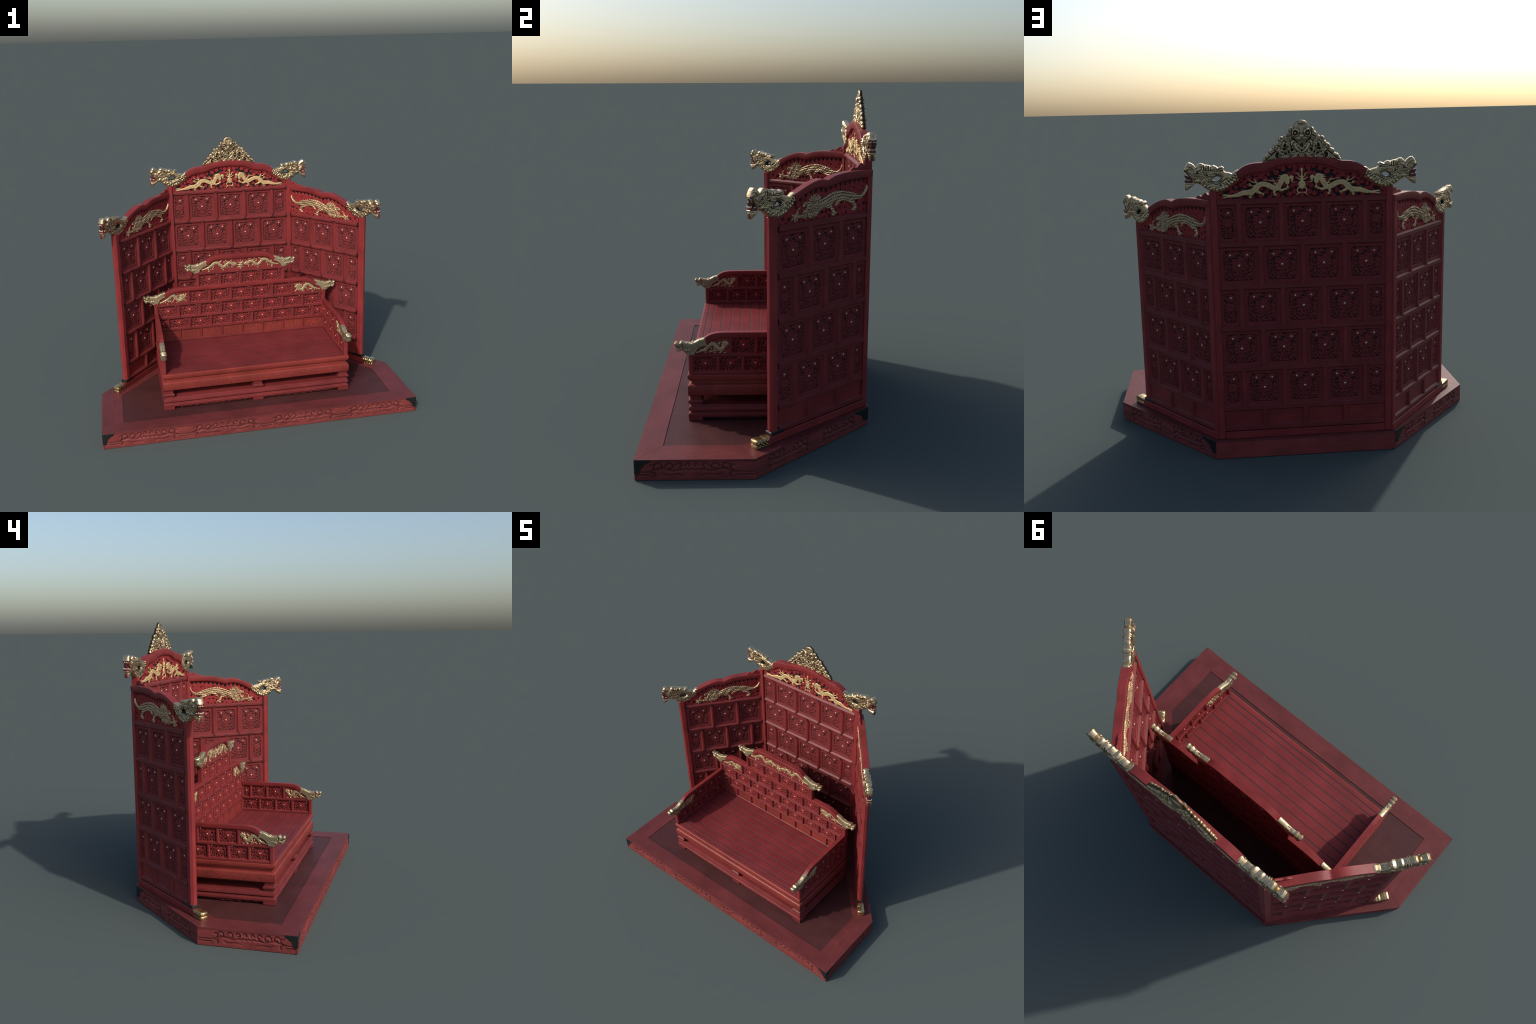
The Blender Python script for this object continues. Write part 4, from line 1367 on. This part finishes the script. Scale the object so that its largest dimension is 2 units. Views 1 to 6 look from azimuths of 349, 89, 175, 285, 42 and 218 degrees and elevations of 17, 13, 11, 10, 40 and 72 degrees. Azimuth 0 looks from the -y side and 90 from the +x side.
place(moulding("plinth", 0, TYC, TX, THY, [(0.0005, 0.1195), (0.0, 0.121), (0.0, 0.133), (0.0015, 0.1355), (0.008, 0.139), (0.009, 0.1425), (0.014, 0.144), (0.014, 0.147), (0.005, 0.1495), (0.002, 0.152),
                                              (0.002, 0.163), (0.005, 0.170), (0.010, 0.172), (0.012, 0.1795), (0.015, 0.181)], BAR_X), "plinth", throne)
FOOT = [(0.0, 0.1003), (0.0, 0.1193)]
foot = moulding("foot", 0, 0, 0.034, 0.034, FOOT, BAR_X)
for x in (-TX + 0.0345, 0, TX - 0.0345):
    for y in (TY0 + 0.0345, TY1 - 0.0345):
        place(foot, "foot", throne, Matrix.Translation((x, y, 0)))


def lattice_apron(L):
    X, Z = grid(0, L, 0.1005, 0.1205, 0.0016)
    low = 0.107 + 0.0035 * np.abs(np.sin(X * math.pi / (L / 9))) - 0.004 * np.exp(-((X - L / 2) / (L * .22)) ** 2)
    S = np.maximum(np.maximum(-X, X - L), np.maximum(low - Z, Z - 0.1205))
    wv = np.sin(X * 420 + 2 * np.sin(Z * 700)) * np.sin(Z * 650 + np.sin(X * 300) * 2)
    Y = 0.0004 + 0.0036 * sstep(0.0, 0.5, wv)
    return carve("pierced_apron", X, Z, S, Y, Y, FRETB, 60)


gl = 0.472
la = lattice_apron(gl)
for x in (-0.542 + 0.035, 0.035):
    place(la, "pierced_apron", throne, Matrix.Translation((x, TY0 + 0.010, 0)))
lb = lattice_apron(0.42)
for s in (1, -1):
    place(lb, "pierced_apron", throne, Matrix.Translation((s * (TX - 0.010), TYC - s * 0.21, 0)) @ Matrix.Rotation(s * math.pi / 2, 4, "Z"))

LEG = [(0.008, 0.1805), (0.009, 0.187), (0.003, 0.190), (0.0, 0.194), (0.0, 0.203), (0.003, 0.207), (0.009, 0.210), (0.009, 0.225), (0.004, 0.231), (0.0, 0.236)]
leg = moulding("leg", 0, 0, 0.036, 0.036, LEG, BAR_X)
for x in (-TX + 0.0362, 0, TX - 0.0362):
    for y in (TY0 + 0.0362, TY1 - 0.0362):
        place(leg, "leg", throne, Matrix.Translation((x, y, 0)))
place(box_mesh("inner_case", -TX + 0.13, TX - 0.13, TY0 + 0.13, TY1 - 0.02, 0.180, 0.240, plain("inner_case_dark_red", srgb(96, 34, 34), 0.6), 0.002), "inner_case", throne)
place(moulding("carved_apron", 0, TYC, TX, THY, [(0.001, 0.2345), (0.0, 0.2365), (0.0, 0.278), (0.001, 0.281)], CARVED), "carved_apron", throne)
place(moulding("waist_moulding", 0, TYC, TX, THY, [(0.0012, 0.2805), (0.006, 0.2855), (0.012, 0.288), (0.0175, 0.2885), (0.0185, 0.303), (0.017, 0.3055), (0.011, 0.306), (0.009, 0.3105),
                                                   (0.0055, 0.3115), (0.005, 0.3165), (0.002, 0.3180), (0.0005, 0.322), (0.0005, 0.327)], WORN), "waist_moulding", throne)
place(moulding("seat_frame", 0, TYC, TX, THY, [(0.0, 0.3265), (0.0, 0.3375), (0.002, 0.340), (0.004, 0.3412)], WORN), "seat_frame", throne)
place(box_mesh("groove_shadow_plate", -0.583, 0.583, -0.318, 0.169, 0.338, 0.3424, plain("painted_groove_shadow", srgb(72, 34, 34), 0.75), 0.0004), "groove_shadow_plate", throne)  # dark plate between planks, coloured as the shadow in the seat grooves
gy = [-0.347, -0.315, -0.279, -0.223, -0.167, -0.110, -0.053, 0.004, 0.061, 0.118, 0.170]
for a, b in zip(gy[:-1], gy[1:]):
    pm = moulding("seat_plank", 0, (a + b) / 2, 0.5835, (b - a) / 2, [(0.0040, 0.340), (0.0040, 0.3428), (0.0046, 0.3433)], SEATM)
    place(pm, "seat_plank", throne)


# ---- fretwork cells of the bench
def peony_panel(name, w, h, seed, half=False, res=0.0019):
    rng = np.random.default_rng(seed)
    X, Z = grid(-w / 2, w / 2, -h / 2, h / 2, res)
    S = np.maximum(np.abs(X) - w / 2, np.abs(Z) - h / 2)
    Hh = np.full(X.shape, 0.42)
    for k in range(95 if not half else 42):
        cx, cz = rng.uniform(-w / 2, w / 2), rng.uniform(-h / 2, h / 2)
        a = rng.uniform(0, 2 * math.pi)
        ln = rng.uniform(0.008, 0.014)
        d = ell(X, Z, cx, cz, ln, ln * rng.uniform(0.28, 0.42), a)
        Hh = np.where(d < 0.0004, np.maximum(Hh * 0.7, rng.uniform(0.5, 0.85) * (0.6 + 0.4 * dome(d, 0.003))), Hh)
    pits = []
    tries = 0
    while tries < 3000 and len(pits) < (44 if not half else 20):
        tries += 1
        cx, cz = rng.uniform(-w / 2 + .007, w / 2 - .007), rng.uniform(-h / 2 + .007, h / 2 - .007)
        if any(math.hypot(cx - q[0], cz - q[1]) < 0.0105 for q in pits):
            continue
        pits.append((cx, cz))
        ln = rng.uniform(0.0042, 0.0085)
        Hh = np.where(ell(X, Z, cx, cz, ln, ln * rng.uniform(0.38, 0.6), rng.uniform(0, 3.14)) < 0, 0.0, Hh)
    c = (0.0, 0.002)
    for r, n, top in ((0.026, 5, 0.85), (0.020, 7, 0.95), (0.012, 5, 1.05)):
        u, v = (X - c[0]) / 1.25, Z - c[1]
        rho, th = np.hypot(u, v), np.arctan2(v, u) + rng.uniform(0, 2)
        s = rho - r * (0.72 + 0.28 * np.sqrt(np.cos(n * th) * .5 + .5))
        Hh = np.where(s < 0, top * (0.6 + 0.4 * dome(s, r * .5)) - 0.14 * np.exp(-((np.cos(n * th) + 1) / 0.2) ** 2), Hh * (1 - 0.6 * (s < 0.0018)))
    rim = np.maximum(np.abs(X) - w / 2, np.abs(Z) - h / 2) > -0.0055
    Hh = np.where(rim, 0.92, Hh)
    Y = 0.001 + 0.0062 * np.clip(Hh, 0, 1.1)
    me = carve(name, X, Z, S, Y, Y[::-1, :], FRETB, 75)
    dm = dot_mesh([(0.0, 0.004, 0.0046)] + ([(w * 0.36, h * 0.40, 0.0028)] if not half else []), 0.0048)
    return me, dm


CW, CH = 0.132, 0.083
PEO, PEO_D = peony_panel("peony_panel", CW, CH, 31)
PEH, PEH_D = peony_panel("peony_panel", 0.056, CH, 33, True)


def peony(x, z, w, h, M):
    half = w < 0.09
    me, dm, ww = (PEH, PEH_D, 0.056) if half else (PEO, PEO_D, CW)
    Mp = M @ Matrix.Translation((x, 0, z)) @ Matrix.Diagonal((w / ww, 1, h / CH, 1))
    p = place(me, "peony_panel", throne, Mp)
    place(dm, "flower_pearl", p, Mp)


TBAR = lambda w, t: [(-w, -t * 0.72), (-w * 0.6, -t), (w * 0.6, -t), (w, -t * 0.72), (w, t * 0.72), (w * 0.6, t), (-w * 0.6, t), (-w, t * 0.72)]


def tbar(name, p0, p1, w, t, M, mat=None):
    hor = abs(p0[1] - p1[1]) < 1e-6
    me = prism(name, TBAR(w, t), (p0[0], 0, p0[1]), (p1[0], 0, p1[1]), (0, 0, -1) if hor else (1, 0, 0), (0, 1, 0), BAR_X if hor else BAR_Z, 25)
    fix_normals(me, 25)
    place(me, name, throne, M)


def cell_row(x0, x1, cols, zb, zt, M, skip=(), t=0.0125):
    xs = [x0] + list(cols) + [x1]
    for c in cols:
        tbar("muntin", (c, zb), (c, zt), 0.0072, t * 0.94, M)
    for i, (a, b) in enumerate(zip(xs[:-1], xs[1:])):
        if i in skip or (i - len(xs) + 1) in skip:
            continue
        a2, b2 = a + (0.005 if i else 0.0), b - (0.005 if i < len(xs) - 2 else 0.0)
        peony((a2 + b2) / 2, (zb + zt) / 2, b2 - a2, zt - zb + 0.004, M)


# ---- bench dragon head
THEAD = [(0.262, 0.5305), (0.270, 0.528), (0.293, 0.522), (0.313, 0.511), (0.334, 0.503), (0.351, 0.5065), (0.363, 0.5065), (0.371, 0.511), (0.379, 0.514), (0.387, 0.506), (0.392, 0.500), (0.397, 0.508), (0.407, 0.510),
         (0.413, 0.503), (0.409, 0.486), (0.405, 0.474), (0.400, 0.464), (0.394, 0.460), (0.384, 0.465), (0.375, 0.466), (0.362, 0.455), (0.352, 0.447), (0.344, 0.441), (0.317, 0.442), (0.309, 0.459), (0.298, 0.475), (0.281, 0.487), (0.252, 0.493)]


def bench_head():
    X, Z = grid(0.245, 0.418, 0.436, 0.535, 0.0014)
    S = poly(X, Z, THEAD)
    h = 0.0150 * (0.55 + 0.45 * dome(S, 0.010))
    gg = lambda cx, cz, a, b: np.exp(-(((X - cx) / a) ** 2 + ((Z - cz) / b) ** 2))
    D = 0.0040 * gg(0.379, 0.505, 0.008, 0.008) + 0.0035 * gg(0.402, 0.501, 0.008, 0.007) + 0.0045 * gg(0.352, 0.470, 0.010, 0.007) + 0.003 * gg(0.392, 0.470, 0.008, 0.008)
    D -= 0.0045 * np.exp(-(np.abs(sd(X, Z, [(0.411, 0.492), (0.397, 0.485), (0.385, 0.482)], 0.001)) / 0.0028) ** 2)
    D -= 0.004 * np.exp(-(np.abs(sd(X, Z, [(0.372, 0.497), (0.371, 0.482), (0.366, 0.472)], 0.0008)) / 0.002) ** 2)
    D -= 0.003 * gg(0.386, 0.496, 0.0028, 0.0028) + 0.0035 * gg(0.348, 0.478, 0.008, 0.002)
    q, T, L = stroke(X, Z, [(0.25, 0.515), (0.285, 0.503), (0.318, 0.480), (0.33, 0.44)], 0.02)
    D += 0.0026 * scales(T, L, 0.02, 0.0065) * (X < 0.345)
    D += 0.0016 * np.sin(X * 700 + 2 * np.sin(Z * 400)) * np.sin(Z * 800) * (X >= 0.34)
    rim = poly(X, Z, [(0.250, 0.493), (0.281, 0.487), (0.298, 0.475), (0.309, 0.459), (0.317, 0.441), (0.26, 0.441)])
    D += 0.0022 * np.exp(-((rim - 0.003) / 0.002) ** 2)
    h = np.maximum(h + D * sstep(0, 0.003, -S), 0.003)
    return carve("bench_dragon_head", X, Z, S, h, h, GOLDB, 180)


bh = bench_head()
tuft = beads("head_tuft", [(0.322 + 0.007 * k, y, 0.5085 - 0.003 * k, 0.004, 0.004, 0.0035) for k in range(3) for y in (-0.007, 0.007)], GOLDB, 8)


def bench_dragon(pts, rad, tailend, seed, X, Z, legs=(), head=None, name="gilded_dragon"):
    S, T, L = stroke(X, Z, pts, np.array(rad) * 1.12)
    rng = np.random.default_rng(seed)
    add = []
    for lg in legs:
        add.append(sd(X, Z, lg, np.linspace(0.0045, 0.0012, len(lg))))
    P = catmull(pts, 5)
    for k in range(4, len(P) - 4, 4):
        a = rng.uniform(0, 6.28)
        add.append(sd(X, Z, [P[k], P[k] + 0.017 * np.array([math.cos(a), math.sin(a) * 0.8])], [0.0042, 0.0010], False))
    if head is not None:
        hx, hz, r = head
        add.append(ell(X, Z, hx, hz, r * 1.25, r, rng.uniform(-.3, .3)))
        for k in range(8):
            a = k * 0.785 + 0.3
            add.append(sd(X, Z, [(hx, hz), (hx + 1.9 * r * math.cos(a), hz + 1.5 * r * math.sin(a))], [r * .5, 0.001], False))
    bx0, bx1, bz0, bz1 = X.min() + 0.004, X.max() - 0.004, Z.min() + 0.003, Z.max() - 0.004
    lo, hi = P[:, 0].min(), P[:, 0].max()
    for k in range(70):
        cx, cz = rng.uniform(lo, hi), rng.uniform(bz0, bz1)
        dd = np.hypot(P[:, 0] - cx, P[:, 1] - cz).min()
        if 0.009 < dd < 0.030 and cz < np.interp(cx, [lo, (lo + hi) / 2, hi], [bz1, bz1, bz0 + 0.35 * (bz1 - bz0)] if pts[0][0] > pts[-1][0] else [bz0, bz1, bz1]) - 0.006:
            a = rng.uniform(0, 6.28)
            r = rng.uniform(0.0018, 0.0036)
            add.append(sd(X, Z, [(cx, cz), (cx + 2.2 * r * math.cos(a), cz + 1.6 * r * math.sin(a))], [r, r * 0.5], False))
    for t in tailend:
        add.append(sd(X, Z, [pts[0], t], [0.003, 0.0007], False))
    for d in add:
        S = np.minimum(S, d)
    b = 0.0014 * scales(T, L, 0.01, 0.005)
    hf = 0.0045 + 0.004 * dome(S, 0.005) + b
    return carve(name, X, Z, S, hf, np.full(X.shape, -0.003), GOLDB if name != "gilded_dragon" else GOLDF2, 180)


GOLDF2 = gilt("gilded_bench_relief", (0.56, 0.45, 0.25), (0.18, 0.12, 0.055), 0.55, 0.42, plo=0.45, phi=0.53)


def panel_plate(P, M, t=0.0045):
    P = np.array(P)
    X, Z = grid(P[:, 0].min(), P[:, 0].max(), P[:, 1].min(), P[:, 1].max(), 0.0022)
    S = poly(X, Z, P)
    tex = 0.0009 * np.sin(X * 330 + 2 * np.sin(Z * 280)) * np.sin(Z * 420 + 1.5 * np.sin(X * 190))
    Y = t + tex * sstep(0.004, 0.01, -S)
    place(carve("relief_ground", X, Z, S, Y, Y, RED_X, 60), "relief_ground", throne, M)


# ---- arm rests (local x = forwards, i.e. world -y)
MA = Matrix(((0, 1, 0, 0.5945), (-1, 0, 0, 0), (0, 0, 1, 0), (0, 0, 0, 1)))
for M in (MA, MX @ MA):
    TT = 0.0125
    tbar("arm_post", (0.333, 0.341), (0.333, 0.4425), 0.0125, 0.0135, M)
    tbar("arm_rail", (-0.168, 0.349), (0.3225, 0.349), 0.0085, TT, M)
    tbar("arm_rail", (-0.168, 0.4405), (0.3225, 0.4405), 0.0075, TT, M)
    cell_row(-0.166, 0.321, [-0.042, 0.079, 0.2015], 0.357, 0.4335, M)
    cell_row(-0.166, 0.262, [-0.108, 0.014, 0.139], 0.4475, 0.5315, M, skip=(3,))
    top = catmull([(-0.168, 0.5585), (0.0, 0.5585), (0.17, 0.5580), (0.212, 0.5545), (0.242, 0.5455), (0.268, 0.528)], 8)
    und = catmull([(-0.168, 0.5300), (0.0, 0.5300), (0.16, 0.5300), (0.198, 0.5265), (0.226, 0.5150), (0.256, 0.494)], 8)
    place(band("arm_top_rail", top, und, 0.0140, RED_X, 50), "arm_top_rail", throne, M)
    ho = place(bh, "bench_dragon_head", throne, M)
    place(tuft, "head_tuft", ho, M)
    panel_plate([(0.145, 0.446), (0.145, 0.532), (0.20, 0.529), (0.232, 0.514), (0.258, 0.494), (0.285, 0.487), (0.302, 0.475), (0.314, 0.460), (0.322, 0.446)], M)
X, Z = grid(0.148, 0.325, 0.444, 0.530, 0.0016)
ad = bench_dragon([(0.300, 0.456), (0.270, 0.468), (0.245, 0.488), (0.226, 0.498), (0.208, 0.484), (0.192, 0.470), (0.176, 0.478), (0.168, 0.494)], [0.003, 0.005, 0.007, 0.008, 0.008, 0.008, 0.008, 0.007],
                  [(0.314, 0.452), (0.312, 0.458), (0.308, 0.449)], 3, X, Z,
                  [[(0.215, 0.486), (0.220, 0.470), (0.226, 0.456)], [(0.19, 0.47), (0.186, 0.457), (0.196, 0.451)], [(0.25, 0.484), (0.256, 0.468), (0.266, 0.462)]], (0.165, 0.500, 0.012))
for M in (MA, MX @ MA):
    place(ad, "gilded_dragon", throne, M)
    place(ad, "gilded_dragon", throne, M @ FY)

# ---- back rest (local front = -y)
MB = Matrix.Translation((0, 0.1855, 0))
BT = 0.0165
for s in (1, -1):
    Ms = MB if s > 0 else MX @ MB
    tbar("back_post", (0.5945, 0.341), (0.5945, 0.632), 0.0125, BT + 0.001, Ms)
    tbar("back_post", (0.3005, 0.722), (0.3005, 0.832), 0.0105, BT + 0.001, Ms)
    top = catmull([(0.0, 0.7305), (0.25, 0.7305), (0.435, 0.7300), (0.478, 0.7240), (0.510, 0.7110), (0.541, 0.692)], 8)
    und = catmull([(0.0, 0.7020), (0.25, 0.7020), (0.425, 0.7015), (0.462, 0.6965), (0.492, 0.6835), (0.523, 0.661)], 8)
    place(band("back_top_rail", top, und, 0.0185, RED_X, 50), "back_top_rail", throne, Ms)
    top = catmull([(0.0, 0.9420), (0.10, 0.9420), (0.160, 0.9410), (0.194, 0.9340), (0.217, 0.9210), (0.243, 0.898)], 8)
    und = catmull([(0.0, 0.9080), (0.10, 0.9080), (0.158, 0.9070), (0.188, 0.9010), (0.207, 0.8890), (0.228, 0.868)], 8)
    place(band("back_top_rail", top, und, 0.0185, RED_X, 50), "back_top_rail", throne, Ms)
    for dx, dz in ((0.266, 0.178), (-0.026, 0.379)):
        Mh = Ms @ Matrix.Translation((dx, 0, dz))
        ho = place(bh, "bench_dragon_head", throne, Mh)
        place(tuft, "head_tuft", ho, Mh)
    panel_plate([(0.37, 0.612), (0.37, 0.703), (0.43, 0.703), (0.462, 0.697), (0.495, 0.682), (0.525, 0.662), (0.553, 0.660), (0.570, 0.645), (0.583, 0.620), (0.583, 0.612)], Ms)
for z, w in ((0.350, 0.009), (0.432, 0.0072), (0.518, 0.0072), (0.611, 0.0078)):
    tbar("back_rail", (-0.5825, z), (0.5825, z), w, BT, MB)
tbar("back_rail", (-0.290, 0.820), (0.290, 0.820), 0.0080, BT, MB)
A1 = [-0.367, -0.220, -0.073, 0.073, 0.220, 0.367]
cell_row(-0.5825, 0.5825, A1, 0.619, 0.7025, MB, skip=(0, -1), t=BT)
B1 = [-0.440, -0.2935, -0.147, 0.0, 0.147, 0.2935, 0.440]
cell_row(-0.5825, 0.5825, B1, 0.525, 0.604, MB, t=BT)
C1 = [-0.516, -0.368, -0.221, -0.0735, 0.0735, 0.221, 0.368, 0.516]
cell_row(-0.5825, 0.5825, C1, 0.439, 0.511, MB, t=BT)
for c in B1:
    tbar("muntin", (c, 0.357), (c, 0.426), 0.0072, BT * 0.94, MB)
xs = [-0.5825] + B1 + [0.5825]
for a, b in zip(xs[:-1], xs[1:]):
    place(box_mesh("textured_panel", a, b, -0.006, 0.006, 0.352, 0.430, CARVED, 0.001), "textured_panel", throne, MB)
cell_row(-0.291, 0.291, [-0.1455, 0.0, 0.1455], 0.730, 0.812, MB, t=BT)
up = [(0.0, 0.909), (0.155, 0.909), (0.190, 0.902), (0.212, 0.887), (0.232, 0.868), (0.250, 0.866), (0.270, 0.856), (0.283, 0.840), (0.291, 0.822), (0.291, 0.818)]
panel_plate([(-x, z) for x, z in reversed(up)] + up[1:], MB)
X, Z = grid(0.37, 0.585, 0.617, 0.706, 0.0016)
bd = bench_dragon([(0.556, 0.634), (0.536, 0.642), (0.515, 0.650), (0.497, 0.668), (0.474, 0.676), (0.456, 0.662), (0.444, 0.644), (0.428, 0.640), (0.413, 0.652)], [0.003, 0.005, 0.007, 0.0085, 0.0085, 0.0085, 0.0085, 0.0085, 0.008],
                  [(0.572, 0.630), (0.570, 0.637), (0.566, 0.626)], 5, X, Z,
                  [[(0.46, 0.664), (0.469, 0.650), (0.478, 0.634), (0.488, 0.630)], [(0.44, 0.645), (0.446, 0.632), (0.436, 0.626)], [(0.505, 0.660), (0.512, 0.642), (0.505, 0.631)], [(0.405, 0.65), (0.392, 0.636), (0.382, 0.628)],
                   [(0.40, 0.665), (0.388, 0.676), (0.384, 0.69)]], (0.408, 0.667, 0.015))
X, Z = grid(0.010, 0.275, 0.824, 0.912, 0.0016)
ud = bench_dragon([(0.258, 0.846), (0.232, 0.852), (0.205, 0.866), (0.180, 0.884), (0.155, 0.884), (0.138, 0.864), (0.118, 0.854), (0.098, 0.868), (0.076, 0.880), (0.056, 0.872), (0.046, 0.862)],
                  [0.003, 0.0055, 0.0075, 0.009, 0.009, 0.008, 0.0075, 0.008, 0.009, 0.0085, 0.008],
                  [(0.274, 0.844), (0.270, 0.850), (0.268, 0.838)], 6, X, Z,
                  [[(0.19, 0.878), (0.186, 0.86), (0.196, 0.848)], [(0.13, 0.86), (0.126, 0.846), (0.136, 0.840)], [(0.09, 0.872), (0.092, 0.856), (0.084, 0.846)], [(0.15, 0.885), (0.136, 0.896), (0.132, 0.904)], [(0.212, 0.866), (0.222, 0.878), (0.230, 0.88)]],
                  (0.040, 0.868, 0.010))
X, Z = grid(-0.026, 0.026, 0.826, 0.908, 0.0016)
AXx = np.abs(X)
S = np.minimum(ell(X, Z, 0, 0.858, 0.010, 0.010), sd(X, Z, [(0, 0.834), (0, 0.90)], [0.006, 0.0015], False))
for t in ([(0.0, 0.87), (0.012, 0.878), (0.018, 0.888)], [(0.0, 0.848), (0.014, 0.846), (0.022, 0.838)], [(0.0, 0.858), (0.014, 0.862), (0.022, 0.858)]):
    S = np.minimum(S, sd(AXx, Z, t, [0.004, 0.003, 0.001]))
pl_ = carve("flaming_pearl", X, Z, S, 0.0045 + 0.004 * dome(S, 0.005), np.full(X.shape, -0.003), GOLDF2, 180)
for F in (Matrix.Identity(4), FY):
    for s in (1, -1):
        Ms = MB if s > 0 else MX @ MB
        place(bd, "gilded_dragon", throne, Ms @ F)
        place(ud, "gilded_dragon", throne, Ms @ F)
    place(pl_, "flaming_pearl", throne, MB @ F)
